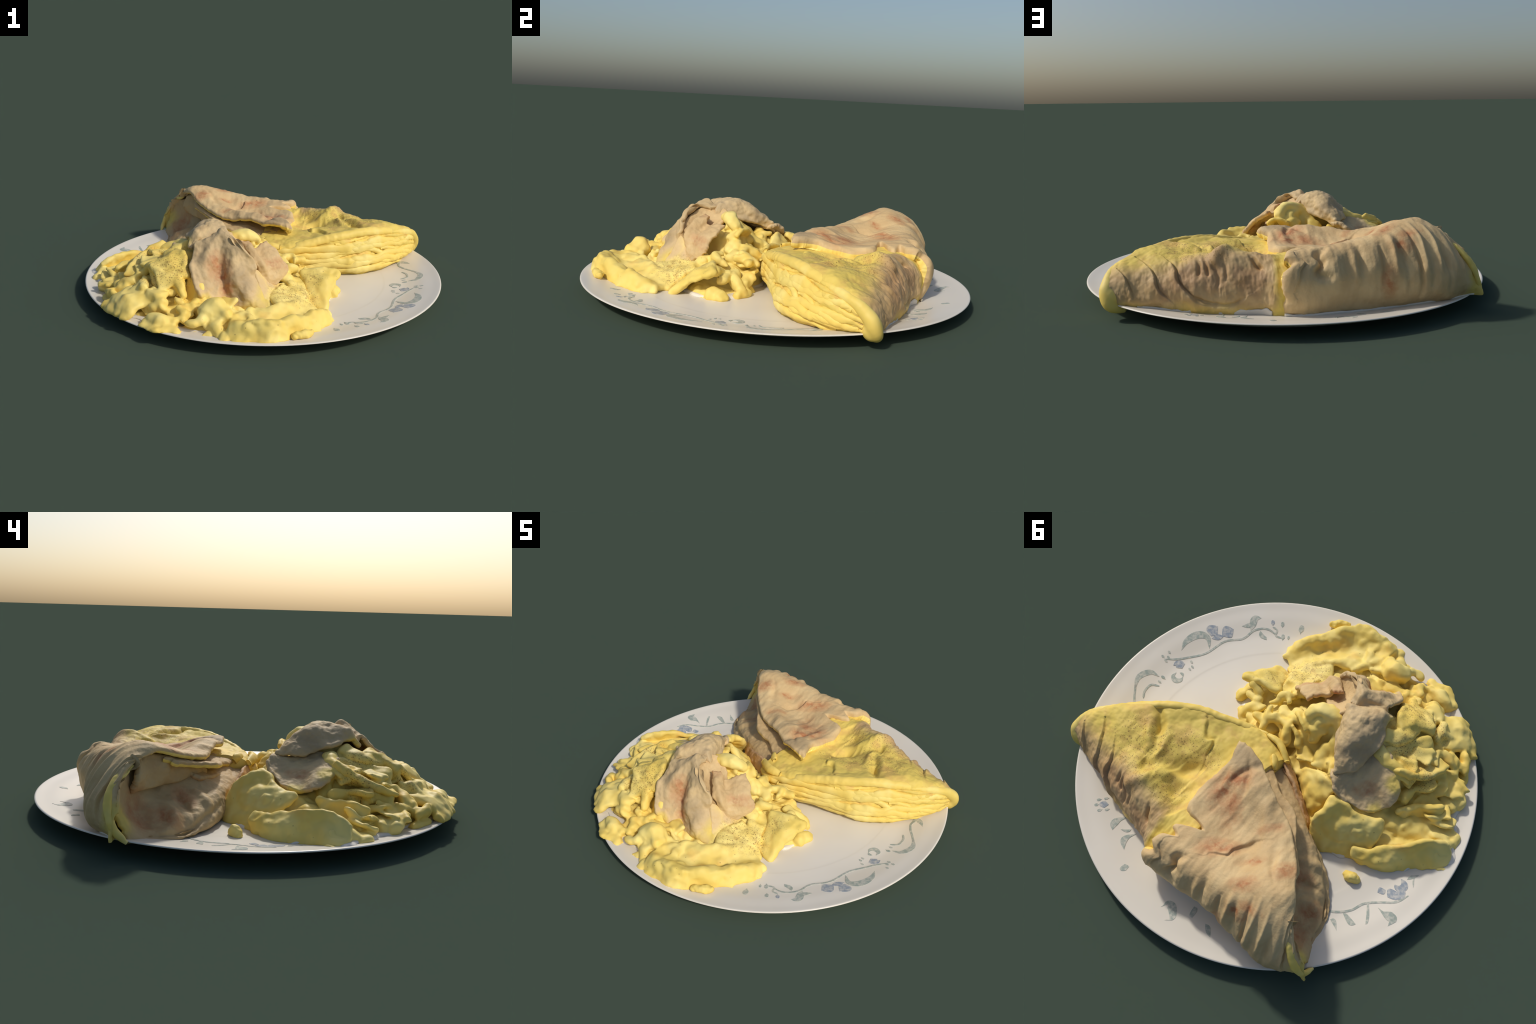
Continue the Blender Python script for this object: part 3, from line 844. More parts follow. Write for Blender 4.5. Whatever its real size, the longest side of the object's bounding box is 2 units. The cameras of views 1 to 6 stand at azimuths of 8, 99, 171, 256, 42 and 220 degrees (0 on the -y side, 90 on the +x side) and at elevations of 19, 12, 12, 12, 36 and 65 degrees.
def simple_sheet(name, ctrl, thick, mats, parent, nu=90, nv=120, edge=0.03, amp=(0.008, 11), marks=(), seed=0.0, tension=0.1, up=(0, 0, 1), curl=0.0):
    """thin bent sheet through a coarse grid of points, with uneven edges and wrinkles"""
    ctrl = np.asarray(ctrl, float)
    U, V = uv_grid(nu, nv)
    def e(t, k):
        return edge * np.clip(fbm(np.stack([t * 6 + 9 * k + seed, t * 0 + seed, t * 0], -1), 3) + 0.4, 0, 2)
    U2 = U + e(V, 1) * (1 - U) ** 4 - e(V, 2) * U ** 4
    V2 = V + e(U, 3) * (1 - V) ** 4 - e(U, 4) * V ** 4
    P = spline_patch(ctrl, U2, V2, tension)
    N = grid_normals(P)
    s = np.sign((N * np.asarray(up, float)).sum(-1).mean())
    H = amp[0] * fbm(P * amp[1] + seed, 3) + 0.0025 * fbm(P * 45 + seed, 2)
    if marks:
        H = H + marks_height(P, marks)
    if curl:
        rim = np.clip(1 - np.minimum(np.minimum(U, 1 - U), np.minimum(V, 1 - V)) / .16, 0, 1) ** 2
        H = H + curl * rim * perlin(P * 13 + seed + 50)
    P = P + s * N * H[..., None]
    return sheet(name, P, thick, mats, parent, flip=s < 0)

# pocket lining: lower lip, hollow and inner wall seen through the open side
POCKET = [
 [(-.745,.64,.045),(-.748,.64,.07),(-.742,.66,.12),(-.72,.68,.18),(-.665,.65,.28)],
 [(-.69,.53,.03),(-.70,.52,.05),(-.655,.545,.10),(-.60,.60,.17),(-.54,.60,.30)],
 [(-.65,.40,.03),(-.667,.385,.05),(-.59,.405,.11),(-.50,.485,.16),(-.44,.54,.29)],
 [(-.59,.325,.03),(-.604,.31,.06),(-.54,.33,.13),(-.45,.39,.17),(-.38,.45,.27)],
 [(-.47,.235,.03),(-.485,.222,.07),(-.445,.235,.14),(-.38,.28,.18),(-.33,.36,.25)],
 [(-.335,.17,.03),(-.345,.155,.09),(-.33,.165,.15),(-.285,.21,.185),(-.24,.28,.24)],
 [(-.20,.08,.03),(-.21,.06,.10),(-.19,.085,.16),(-.14,.12,.19),(-.11,.2,.22)],
 [(-.05,.0,.03),(-.055,-.03,.10),(-.04,.0,.165),(.0,.06,.19),(.03,.1,.205)],
]
simple_sheet("pocket_lining", np.array(POCKET).transpose(1, 0, 2), 0.022, [M_INNER, M_INNER], BREAD, 140, 220, 0.02, (0.014, 9), up=(-.5, -.6, .5),
             marks=[("ridge", [(-.655,.45,.07),(-.60,.43,.11),(-.53,.45,.15)], .026, .03), ("crease", [(-.68,.56,.09),(-.63,.55,.13),(-.57,.53,.155)], .032, .05), ("crease", [(-.58,.36,.11),(-.52,.38,.14),(-.46,.40,.17)], .018, .025), ("ridge", [(-.52,.28,.10),(-.46,.29,.145),(-.41,.33,.17)], .016, .025),
                    ("crease", [(-.71,.55,.065),(-.675,.41,.07),(-.59,.32,.085),(-.44,.22,.105)], .016, .014)])
# second layer peeping out below the arched half
simple_sheet("under_layer", [[(.10,.20,.255),(.0,.25,.26),(-.13,.30,.272),(-.26,.40,.285),(-.36,.50,.32),(-.46,.58,.345)],
                             [(.06,.10,.232),(-.03,.14,.24),(-.14,.21,.262),(-.27,.29,.27),(-.40,.40,.318),(-.50,.50,.345)],
                             [(.03,.05,.215),(-.05,.068,.213),(-.15,.135,.235),(-.278,.178,.262),(-.40,.31,.285),(-.495,.40,.312)]],
             0.026, [M_INNER, M_STRAND], BREAD, 70, 160, 0.05, (0.010, 12), seed=3)
simple_sheet("under_layer", [[(.05,.22,.225),(-.08,.28,.23),(-.20,.36,.24),(-.32,.46,.27)],
                             [(.0,.10,.205),(-.10,.16,.215),(-.21,.25,.225),(-.36,.38,.26)],
                             [(-.02,.04,.165),(-.11,.08,.175),(-.23,.17,.19),(-.39,.29,.225)]],
             0.024, [M_INNER, M_DARK], BREAD, 70, 120, 0.05, (0.010, 12), seed=8)
# browned pleats between the two halves
for k, sft in enumerate((0.0, 0.022, 0.042)):
    simple_sheet("pleat", [[(-.03-sft*.5,-.035+sft*.4,.03),(-.12-sft,.02+sft*.3,.03),(-.22-sft,.07+sft*.2,.03),(-.33-sft*.5,.13,.03)],
                           [(-.03-sft*.3,-.045+sft*.5,.13-sft),(-.12-sft,.0+sft*.5,.13-sft),(-.22-sft,.06+sft*.3,.12-sft),(-.335-sft*.4,.135,.09-sft*.5)],
                           [(-.0,-.01+sft,.195-sft),(-.11-sft*.5,.03+sft*.5,.205-sft),(-.21-sft*.5,.085+sft*.3,.17-sft),(-.33,.15,.125-sft*.5)]],
                 0.018, [M_DARK, M_DARK], BREAD, 50, 90, 0.03, (0.010, 14), seed=20 + k, up=(-.4, -.8, .2))
# bulging fold under the free edge, and the rolled layers at its far end
simple_sheet("mouth_fold", [[(-.585,.575,.335),(-.515,.515,.355),(-.445,.435,.335),(-.355,.355,.295),(-.245,.265,.27)],
                            [(-.61,.578,.265),(-.525,.505,.285),(-.45,.412,.27),(-.36,.32,.25),(-.25,.23,.235)],
                            [(-.60,.60,.20),(-.52,.515,.205),(-.448,.42,.205),(-.36,.325,.205),(-.25,.235,.195)]],
             .03, [M_INNER, M_INNER], BREAD, 90, 130, .02, (.014, 9), seed=4.4, up=(-.6, -.6, .1))
def rolled(name, pts, rt, rn, nrm, seed):
    C = spline_line(pts, 110); n = len(C)
    NN = np.tile(np.asarray(nrm, float), (n, 1)); NN /= np.linalg.norm(NN, axis=1, keepdims=True)
    t = np.linspace(0, 1, n)
    w = np.sin(np.pi * np.clip(t, .05, .95)) ** .35 * (1 + .35 * perlin(np.stack([t * 9, t * 0 + seed, t * 0], -1)))
    tube(name, C, NN, rt * w, rn * w, M_STRAND, BREAD, nseg=20, amp=.004, seed=seed)
rolled("yellow_edge", [(-.60,.60,.325),(-.62,.622,.305),(-.66,.662,.283),(-.69,.688,.25),(-.72,.70,.21),(-.745,.70,.162),(-.762,.683,.115),(-.772,.65,.075),(-.775,.635,.062)], .018, .014, (-.6, .5, .5), 2.2)
# ------------------------------------------------------------------ scrambled egg
EGGS = empty("scrambled_egg", "heap of soft yellow scrambled egg curds with pepper", "scrambled eggs")

MOUND = [(.03,-.90,.06),(.19,-.88,.06),(.33,-.70,.05),(.38,-.56,.04),(.2,-.6,.09),(.05,-.7,.09),(.18,-.5,.11),(.27,-.45,.09),(.1,-.42,.14),(.2,-.35,.13),(.33,-.3,.09),(.38,-.22,.05),
         (.33,-.14,.06),(.2,-.14,.14),(.1,-.2,.18),(.05,-.12,.16),(-.03,-.2,.28),(-.1,-.3,.31),(-.2,-.33,.35),(-.05,-.42,.26),(-.15,-.5,.30),(-.22,-.58,.23),(-.1,-.6,.12),(-.1,-.68,.09),
         (-.12,-.8,.10),(-.25,-.82,.07),(-.36,-.84,.07),(-.33,-.72,.105),(-.45,-.8,.07),(-.52,-.68,.10),(-.58,-.72,.075),(-.44,-.58,.165),(-.55,-.56,.16),(-.66,-.6,.10),(-.45,-.46,.265),(-.36,-.42,.31),
         (-.55,-.42,.20),(-.66,-.45,.11),(-.76,-.42,.08),(-.5,-.32,.245),(-.6,-.3,.16),(-.72,-.3,.11),(-.84,-.3,.09),(-.68,-.18,.13),(-.82,-.2,.12),(-.93,-.18,.08),(-.42,-.2,.22),(-.5,-.1,.17),(-.57,-.17,.15),
         (-.45,-.03,.205),(-.51,-.05,.19),(-.40,-.08,.22),(-.38,.03,.20),(-.56,-.03,.155),(-.62,-.03,.13),
         (-.3,-.15,.25),(-.2,-.12,.19),(-.12,-.1,.13),(-.06,-.06,.11),(-.35,.0,.18),(-.3,.06,.10),(-.4,.1,.10),(-.5,.08,.09),(-.62,.0,.08),(-.75,-.02,.07),(-.85,-.1,.06)]
M_ZERO = [(.30,-.83),(.45,-.62),(.44,-.45),(.38,-.44),(.47,-.3),(.46,-.17),(.40,-.07),(.28,-.05),(.15,-.06),(.03,-.03),(-.04,.02),(-.14,.03),(-.24,.12),(-.36,.2),(-.48,.22),(-.62,.13),(-.76,.06),(-.9,-.04),(-.99,-.1),(-.97,-.28),
          (-.9,-.38),(-.82,-.52),(-.76,-.62),(-.68,-.76),(-.55,-.86),(-.44,-.95),(-.3,-.98),(-.18,-.94),(-.08,-1.0),(.1,-1.01),(.24,-.97)]
def bed_height(X, Y):
    """rolling height of the heap under its curds: weighted mean of nearby measured heights"""
    pts = np.array([(x, y, z - plate_top(math.hypot(x, y))) for x, y, z in MOUND] + [(x, y, -0.05) for x, y in M_ZERO])
    w = np.exp(-((X[..., None] - pts[:, 0]) ** 2 + (Y[..., None] - pts[:, 1]) ** 2) / (2 * .047 ** 2)) + 1e-12
    H = (w * pts[:, 2]).sum(-1) / w.sum(-1) + plate_top(np.hypot(X, Y))
    H[w.sum(-1) < 1e-4] = 0
    return H

SLABS = {  # larger sheets of egg: name -> list of (grid of points, half thickness)
 "front_slab": [([[(0,-.955,.05),(.1,-.95,.05),(.21,-.915,.05),(.32,-.76,.045),(.40,-.64,.04),(.41,-.54,.035)],
                  [(-.03,-.905,.10),(.07,-.90,.132),(.19,-.875,.13),(.30,-.735,.105),(.37,-.625,.09),(.395,-.54,.055)],
                  [(-.02,-.835,.105),(.06,-.82,.09),(.15,-.78,.068),(.24,-.675,.055),(.31,-.595,.052),(.36,-.53,.045)],
                  [(0,-.77,.11),(.05,-.70,.11),(.12,-.66,.105),(.19,-.605,.11),(.25,-.56,.09),(.31,-.50,.05)]], .022)],
 "side_slab": [([[(.433,-.24,.165),(.40,-.33,.12),(.385,-.40,.07),(.37,-.455,.035)],
                 [(.345,-.26,.175),(.33,-.34,.13),(.33,-.40,.08),(.33,-.44,.04)],
                 [(.255,-.285,.17),(.27,-.34,.135),(.28,-.39,.09),(.29,-.43,.05)]], .02)],
 "leaning_slab": [([[(-.354,.005,.235),(-.42,-.0,.222),(-.47,.0,.20),(-.56,-.05,.18),(-.585,-.075,.172)],
                    [(-.355,.08,.20),(-.40,.06,.185),(-.48,.03,.165),(-.56,-.005,.155),(-.60,-.03,.145)],
                    [(-.355,.145,.14),(-.41,.12,.12),(-.49,.08,.11),(-.57,.05,.10),(-.615,.02,.10)],
                    [(-.41,.18,.04),(-.45,.165,.04),(-.51,.13,.04),(-.58,.09,.04),(-.63,.05,.045)]], .018)],
 "standing_slab": [([[(-.61,-.175,.16),(-.67,-.255,.158),(-.75,-.335,.15)], [(-.625,-.19,.12),(-.69,-.26,.12),(-.765,-.32,.115)], [(-.66,-.17,.07),(-.73,-.24,.06),(-.79,-.29,.06)]], .017)],
 "edge_slab": [([[(-.575,.085,.095),(-.64,.05,.108),(-.70,-.03,.132),(-.74,-.075,.155),(-.80,-.15,.158),(-.88,-.21,.118)],
                 [(-.585,.105,.065),(-.665,.075,.07),(-.735,.005,.08),(-.785,-.065,.09),(-.85,-.135,.09),(-.912,-.195,.08)],
                 [(-.58,.10,.03),(-.68,.075,.03),(-.745,.03,.035),(-.81,-.05,.04),(-.87,-.09,.05),(-.93,-.14,.055)]], .017)],
 "floor_slab": [([[(-.55,-.10,.10),(-.62,-.13,.095),(-.72,-.2,.085),(-.80,-.26,.08)], [(-.60,-.04,.085),(-.68,-.09,.08),(-.77,-.15,.075),(-.86,-.22,.07)], [(-.64,.0,.09),(-.71,-.05,.11),(-.80,-.12,.10),(-.9,-.2,.075)]], .016)],
 "bowl_slab": [([[(-.375,-.31,.295),(-.42,-.38,.275),(-.44,-.45,.26),(-.50,-.53,.25)],
                 [(-.46,-.29,.265),(-.50,-.34,.225),(-.53,-.42,.20),(-.56,-.51,.20)],
                 [(-.515,-.285,.28),(-.592,-.345,.258),(-.638,-.43,.212),(-.643,-.495,.19)]], .018)],
 "back_slab": [([[(-.09,-.04,.07),(-.15,-.05,.155),(-.22,-.06,.21)], [(-.18,.03,.06),(-.22,.02,.145),(-.28,-.05,.24)], [(-.28,.10,.05),(-.31,.05,.13),(-.325,-.03,.22)]], .016)],
 "upper_slab": [([[(-.39,-.47,.31),(-.43,-.53,.285),(-.49,-.58,.26)], [(-.34,-.50,.31),(-.40,-.57,.275),(-.45,-.62,.24)], [(-.30,-.60,.25),(-.36,-.65,.21),(-.41,-.68,.18)]], .018)],
 "left_slab": [([[(-.46,-.72,.14),(-.53,-.68,.155),(-.60,-.62,.145)], [(-.51,-.78,.12),(-.58,-.74,.13),(-.65,-.67,.125)], [(-.56,-.82,.075),(-.63,-.77,.075),(-.71,-.69,.075)]], .02)],
 "pepper_slab": [([[(.08,-.47,.125),(.16,-.43,.125),(.25,-.37,.12)], [(.13,-.54,.115),(.21,-.50,.105),(.28,-.44,.09)], [(.17,-.61,.10),(.26,-.56,.075),(.325,-.48,.045)]], .02)],
}
CURDS = {  # ropes and lumps: lists of (points, radii)
 "saddle_curd": [([(-.375,-.30,.315),(-.43,-.295,.295),(-.50,-.29,.275)], [.032,.036,.03])],
 "pepper_bridge": [([(-.35,-.38,.335),(-.40,-.42,.31),(-.43,-.50,.285)], [.035,.04,.035])],
 "rosette": [([(-.20,-.24,.30),(-.15,-.285,.35),(-.10,-.285,.37),(-.04,-.265,.368),(-.01,-.24,.345),(-.02,-.20,.30)], [.025,.034,.036,.036,.032,.026]), ([(-.10,-.27,.345),(-.08,-.22,.31),(-.09,-.17,.25)], [.03,.034,.03]), ([(-.16,-.27,.32),(-.19,-.21,.28),(-.21,-.17,.24)], [.026,.034,.028])],
 "star_curd": [([(.24,-.10,.19),(.18,-.12,.20),(.12,-.16,.21)], [.018,.026,.022]), ([(.19,-.18,.20),(.18,-.13,.20),(.17,-.08,.18)], [.018,.026,.02]), ([(.12,-.16,.21),(.07,-.15,.225),(.04,-.11,.21)], [.02,.026,.02])],
 "star_curd_low": [([(.06,-.16,.235),(.05,-.12,.215),(.02,-.09,.19)], [.024,.03,.026]), ([(.03,-.16,.24),(-.01,-.14,.22),(-.03,-.11,.19)], [.016,.02,.018])],
 "dark_star": [([(-.03,-.13,.165),(-.06,-.12,.16),(-.10,-.14,.155)], [.016,.026,.018]), ([(-.05,-.09,.14),(-.07,-.13,.165)], [.02,.018])],
 "block_curd": [([(.33,-.12,.075),(.30,-.15,.12),(.25,-.17,.145)], [.03,.036,.028]), ([(.36,-.13,.06),(.33,-.11,.05),(.29,-.09,.06)], [.026,.028,.022]), ([(.28,-.11,.10),(.22,-.10,.12)], [.03,.03])],
 "round_ball": [([(.41,-.20,.06),(.40,-.24,.065)], [.038,.042])],
 "horned_curd": [([(.43,-.26,.155),(.37,-.24,.165),(.32,-.23,.16)], [.016,.026,.024]), ([(.36,-.21,.12),(.30,-.2,.14)], [.03,.03])],
 "cup_curd": [([(.21,-.26,.19),(.18,-.29,.20),(.15,-.27,.205)], [.018,.026,.02]), ([(.23,-.21,.17),(.20,-.24,.18)], [.015,.018]), ([(.15,-.30,.20),(.17,-.33,.18)], [.018,.02])],
 "ridge_curd": [([(.14,-.22,.19),(.10,-.2,.21),(.06,-.2,.23)], [.03,.034,.03]), ([(.08,-.24,.22),(.03,-.22,.25)], [.03,.034])],
 "pepper_horn": [([(-.49,-.565,.258),(-.46,-.56,.262),(-.42,-.55,.275)], [.016,.024,.02]), ([(-.49,-.565,.25),(-.47,-.60,.21),(-.43,-.63,.17)], [.02,.024,.022])],
 "pepper_lump": [([(-.36,-.62,.235),(-.33,-.65,.215),(-.31,-.68,.19)], [.03,.032,.026])],
 "nubs": [([(-.32,-.675,.195),(-.30,-.70,.17)], [.017,.02]), ([(-.30,-.73,.15),(-.32,-.73,.155)], [.018,.022])],
 "striped_curd": [([(-.38,-.71,.185),(-.43,-.72,.17),(-.47,-.70,.17)], [.022,.03,.026]), ([(-.39,-.74,.16),(-.44,-.76,.14)], [.03,.03])],
 "orange_hump": [([(-.08,-.81,.15),(-.115,-.785,.17),(-.16,-.80,.15)], [.045,.06,.05]), ([(-.16,-.83,.13),(-.20,-.87,.115),(-.235,-.86,.10)], [.03,.024,.018]), ([(-.10,-.86,.10),(-.07,-.90,.07),(-.08,-.92,.05)], [.04,.036,.025]), ([(-.13,-.89,.06),(-.17,-.92,.05)], [.03,.02])],
 "rim_hump": [([(-.33,-.86,.09),(-.38,-.85,.10),(-.43,-.83,.09)], [.045,.05,.04]), ([(-.30,-.90,.07),(-.38,-.90,.07),(-.45,-.86,.06)], [.045,.05,.04]), ([(-.27,-.80,.13),(-.30,-.78,.14)], [.03,.024])],
 "slab_lobe": [([(-.02,-.88,.09),(-.045,-.93,.075),(-.05,-.96,.06)], [.03,.036,.025]), ([(-.03,-.82,.12),(-.09,-.77,.11)], [.03,.026])],
 "slab_fold": [([(.06,-.85,.11),(.05,-.79,.12),(.04,-.70,.11)], [.022,.028,.024])],
 "left_horn": [([(-.51,-.68,.195),(-.52,-.63,.195),(-.525,-.59,.20)], [.026,.03,.024]), ([(-.525,-.64,.19),(-.56,-.65,.17)], [.024,.02])],
 "left_curd": [([(-.58,-.53,.19),(-.61,-.55,.175),(-.66,-.545,.155)], [.026,.03,.026]), ([(-.63,-.58,.15),(-.68,-.58,.13)], [.032,.03])],
 "spiky_curd": [([(-.66,-.65,.135),(-.69,-.63,.125),(-.72,-.58,.12)], [.022,.026,.024]), ([(-.66,-.70,.11),(-.70,-.68,.10)], [.022,.02]), ([(-.70,-.62,.08),(-.73,-.57,.075)], [.036,.034])],
 "rim_lump": [([(-.67,-.50,.12),(-.73,-.47,.115),(-.79,-.44,.095)], [.035,.04,.035]), ([(-.70,-.42,.10),(-.77,-.39,.09)], [.035,.035])],
 "hanging_star": [([(-.59,-.24,.19),(-.585,-.30,.185)], [.03,.03]), ([(-.585,-.36,.18),(-.60,-.33,.16),(-.64,-.32,.11)], [.03,.03,.026]), ([(-.63,-.37,.16),(-.655,-.35,.11)], [.022,.016])],
 "bowl_stem": [([(-.47,-.26,.26),(-.50,-.24,.23),(-.55,-.22,.18)], [.03,.032,.026])],
 "corner_curd": [([(-.82,-.12,.09),(-.87,-.15,.09),(-.92,-.17,.07)], [.03,.034,.026]), ([(-.88,-.10,.06),(-.94,-.13,.06),(-.965,-.15,.06)], [.022,.026,.018]), ([(-.87,-.21,.10),(-.90,-.25,.075)], [.02,.024])],
 "corner_fold": [([(-.84,-.27,.075),(-.89,-.29,.07),(-.92,-.25,.065)], [.026,.03,.022])],
 "rope_back": [([(-.10,-.1,.13),(-.14,-.11,.16),(-.18,-.13,.2)], [.028,.03,.026]), ([(-.16,-.12,.20),(-.17,-.17,.25)], [.03,.034])],
 "back_lump": [([(-.24,-.12,.22),(-.28,-.14,.26)], [.035,.035])],
 "front_lump": [([(.14,-.36,.18),(.19,-.35,.17)], [.03,.03])],
 "low_lump": [([(-.20,-.72,.12),(-.16,-.70,.12)], [.045,.04]), ([(-.25,-.74,.13),(-.27,-.76,.13)], [.03,.026])],
}
LOOSE_SLABS = ("leaning_slab", "standing_slab", "edge_slab", "side_slab", "bowl_slab")
for k, nm in enumerate(LOOSE_SLABS):
    allp = np.concatenate([np.asarray(g).reshape(-1, 3) for g, r in SLABS[nm]])
    clay_object("egg_slab", allp.min(0) - .07, allp.max(0) + .07, .005, lambda cl: [cl.slab(g, r * 1.1) for g, r in SLABS[nm]], M_EGG, EGGS,
                rough=((.007, 15, 1, True), (.005, 25, 1), (.002, 45, 1)), seed=30 + 3.1 * k, warp=((.022, 10), (.010, 24)), sink=.15, smooth=1)

def build_eggs():
    cl = Clay((-1.02, -1.03, .015), (.52, .25, .43), .006, [(.020, 11, 3.3), (.009, 25, 8.1)])
    x = cl.lo[0] + cl.h * np.arange(cl.n[0]); y = cl.lo[1] + cl.h * np.arange(cl.n[1]); z = cl.lo[2] + cl.h * np.arange(cl.n[2])
    X, Y = np.meshgrid(x, y, indexing="ij")
    cl.F = np.clip((z - bed_height(X, Y)[..., None]) * 0.7, -.1, .2).astype(np.float32)
    cl.rough(.016, 11, 1, 5, True)
    cl.label = np.zeros(cl.F.shape, np.int16)
    names = ["egg_bed"]
    for nm, parts in SLABS.items():
        if nm in LOOSE_SLABS:
            continue
        cl.piece = len(names); names.append("egg_slab"); cl.sink = .1
        for g, r in parts:
            cl.slab(g, r, .006)
    for nm, parts in CURDS.items():
        cl.piece = len(names); names.append("egg_curd"); cl.sink = .55
        for p, r in parts:
            cl.rope(p, r, .008)
    # ragged flakes scattered over the heap
    k = tries = 0
    while k < 70 and tries < 4000:
        tries += 1
        x, y, z = MOUND[RNG.integers(len(MOUND))]
        x += RNG.normal(0, .035); y += RNG.normal(0, .035)
        if z > .28 or z < .055 or (-.28 < x < .17 and -.66 < y < -.36) or (x < -.3 and y > -.28) or (x > .05 and y < -.48) or math.hypot(x, y) > .86 or x > .24:
            continue
        k += 1
        zz = float(bed_height(np.array([[x]]), np.array([[y]]))[0, 0])
        c = np.array([x, y, max(zz, .035) + .006])
        cl.piece = len(names); names.append("egg_curd"); cl.sink = 0
        yaw, tilt = RNG.uniform(0, 2 * np.pi), RNG.uniform(.1, .7)
        e1 = np.array([math.cos(yaw), math.sin(yaw), 0.]); e2 = np.array([-math.sin(yaw) * math.cos(tilt), math.cos(yaw) * math.cos(tilt), math.sin(tilt)])
        up = np.cross(e1, e2)
        La, Lb, bend = RNG.uniform(.034, .064), RNG.uniform(.026, .046), RNG.normal(0, .016)
        flake = [[c + e1 * (i * La * RNG.uniform(.7, 1.3)) + e2 * (j * Lb * RNG.uniform(.7, 1.3)) + up * (bend * (i * i + .5 * i * j)) for j in (-1, 0, 1)] for i in (-1, 0, 1)]
        cl.slab(flake, RNG.uniform(.012, .017), .006, .03)
    cl.rough(.012, 14, 1, 2, True); cl.rough(.007, 27, 1, 9); cl.rough(.002, 45, 1, 6)
    cl.above(lambda X, Y: plate_top(np.hypot(X, Y)) - 0.003)
    v, f = cl.mesh()
    v = relax(v, f, 2, .5)
    i = np.clip(((v - cl.lo) / cl.h).round().astype(int), 0, cl.n - 1)
    lab = cl.label[i[:, 0], i[:, 1], i[:, 2]]
    part_objects(v, f, lab[f[:, 0]], names, M_EGG, EGGS)
build_eggs()

def residue(cl):
    x = cl.lo[0] + cl.h * np.arange(cl.n[0]); y = cl.lo[1] + cl.h * np.arange(cl.n[1]); z = cl.lo[2] + cl.h * np.arange(cl.n[2])
    X, Y = np.meshgrid(x, y, indexing="ij")
    g = np.stack([X, Y, 0 * X], -1)
    H = np.minimum(bed_height(X, Y) + .002 + .004 * perlin(g * 10), plate_top(np.hypot(X, Y)) + .012 + .008 * perlin(g * 10 + 5))
    H = np.where((X > .12) & (Y < -.66), 0, H)
    cl.F = np.clip((z - H[..., None]) * 0.8, -.1, .2).astype(np.float32)
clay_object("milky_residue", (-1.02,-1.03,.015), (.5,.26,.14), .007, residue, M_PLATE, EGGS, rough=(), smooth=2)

def crumb(name, pts, r, seed, label):
    p = np.asarray(pts, float)
    ob = clay_object(name, p.min(0) - .06, p.max(0) + .06, .004, lambda cl: cl.rope(p, r), M_EGG, None, rough=((.012,22,2),(.004,60,2)), seed=seed)
    ob["label"] = label; ob["category"] = "egg crumb"
crumb("egg_crumb", [(-.605,.185,.035),(-.635,.188,.045),(-.665,.185,.035)], [.014,.026,.018], 5, "small star shaped yellow crumb of scrambled egg")
crumb("egg_crumb", [(.27,-.885,.075),(.305,-.86,.08),(.335,-.84,.078)], [.015,.02,.021], 6, "small oblong yellow crumb of scrambled egg")

# ------------------------------------------------------------------ scraps of flatbread on the egg
def scrap(name, label):
    return empty(name, label, "flatbread scrap")
A_RED = [((-.135,-.56,.235),(.1,-.5,.8),.10,.05), ((-.17,-.55,.28),(.2,.2,1),.06,.04), ((-.10,-.60,.17),(.3,-.5,.8),.07,.03)]
M_SCRAP_A = bread_material("scrap_bread", red=A_RED, grey=[(-.05,-.57,.2,.09),(-.05,-.60,.13,.08),(-.25,-.55,.31,.06),(-.24,-.50,.36,.05),(-.08,-.50,.34,.05)], yellow=[(.03,-.60,.08,.08),(-.06,-.64,.06,.06),(.09,-.55,.12,.09),(-.2,-.67,.13,.05)], base=srgb(202,176,132))
sa = scrap("flatbread_scrap", "crumpled tan piece of toasted flatbread with brown scorch")
A_GRID = [  # from behind the peak down to the foot, left to right
 [(-.315,-.455,.345),(-.255,-.405,.375),(-.20,-.365,.395),(-.15,-.35,.40),(-.12,-.375,.39)],
 [(-.288,-.478,.374),(-.228,-.448,.395),(-.172,-.42,.432),(-.13,-.445,.418),(-.095,-.465,.40)],
 [(-.30,-.532,.342),(-.21,-.505,.365),(-.15,-.49,.382),(-.085,-.495,.382),(-.018,-.512,.355)],
 [(-.282,-.602,.290),(-.20,-.575,.283),(-.14,-.555,.275),(-.06,-.56,.295),(.045,-.515,.292)],
 [(-.256,-.668,.216),(-.18,-.625,.195),(-.12,-.59,.20),(-.045,-.605,.225),(.05,-.53,.235)],
 [(-.21,-.685,.145),(-.14,-.65,.13),(-.08,-.615,.135),(-.005,-.63,.16),(.07,-.55,.17)],
 [(-.165,-.665,.095),(-.10,-.655,.075),(-.04,-.64,.09),(.04,-.635,.11),(.115,-.575,.115)],
 [(-.11,-.645,.07),(-.055,-.635,.05),(.0,-.605,.04),(.07,-.615,.06),(.145,-.60,.085)],
]
simple_sheet("toasted_face", A_GRID, .024, [M_SCRAP_A, M_SCRAP_A], sa, 160, 130, .03, (.017, 11), curl=.034, seed=1.5, up=(0, -1, .6),
             marks=[("crease", [(-.15,-.45,.40),(-.145,-.53,.30),(-.12,-.59,.19),(-.09,-.63,.10)], .012, .022), ("ridge", [(-.20,-.46,.38),(-.215,-.56,.30),(-.19,-.64,.17)], .008, .03), ("ridge", [(-.10,-.45,.41),(-.05,-.50,.37),(.02,-.515,.31)], .012, .016), ("crease", [(-.24,-.50,.36),(-.25,-.57,.29)], .008, .02), ("ridge", [(-.08,-.53,.33),(-.05,-.58,.24),(-.03,-.62,.14)], .008, .025),
                    ("crease", [(-.27,-.47,.37),(-.21,-.42,.39),(-.16,-.37,.40)], .014, .025), ("crease", [(-.05,-.60,.20),(-.03,-.63,.12)], .010, .02), ("ridge", [(.0,-.60,.2),(.02,-.62,.14)], .008, .02)])
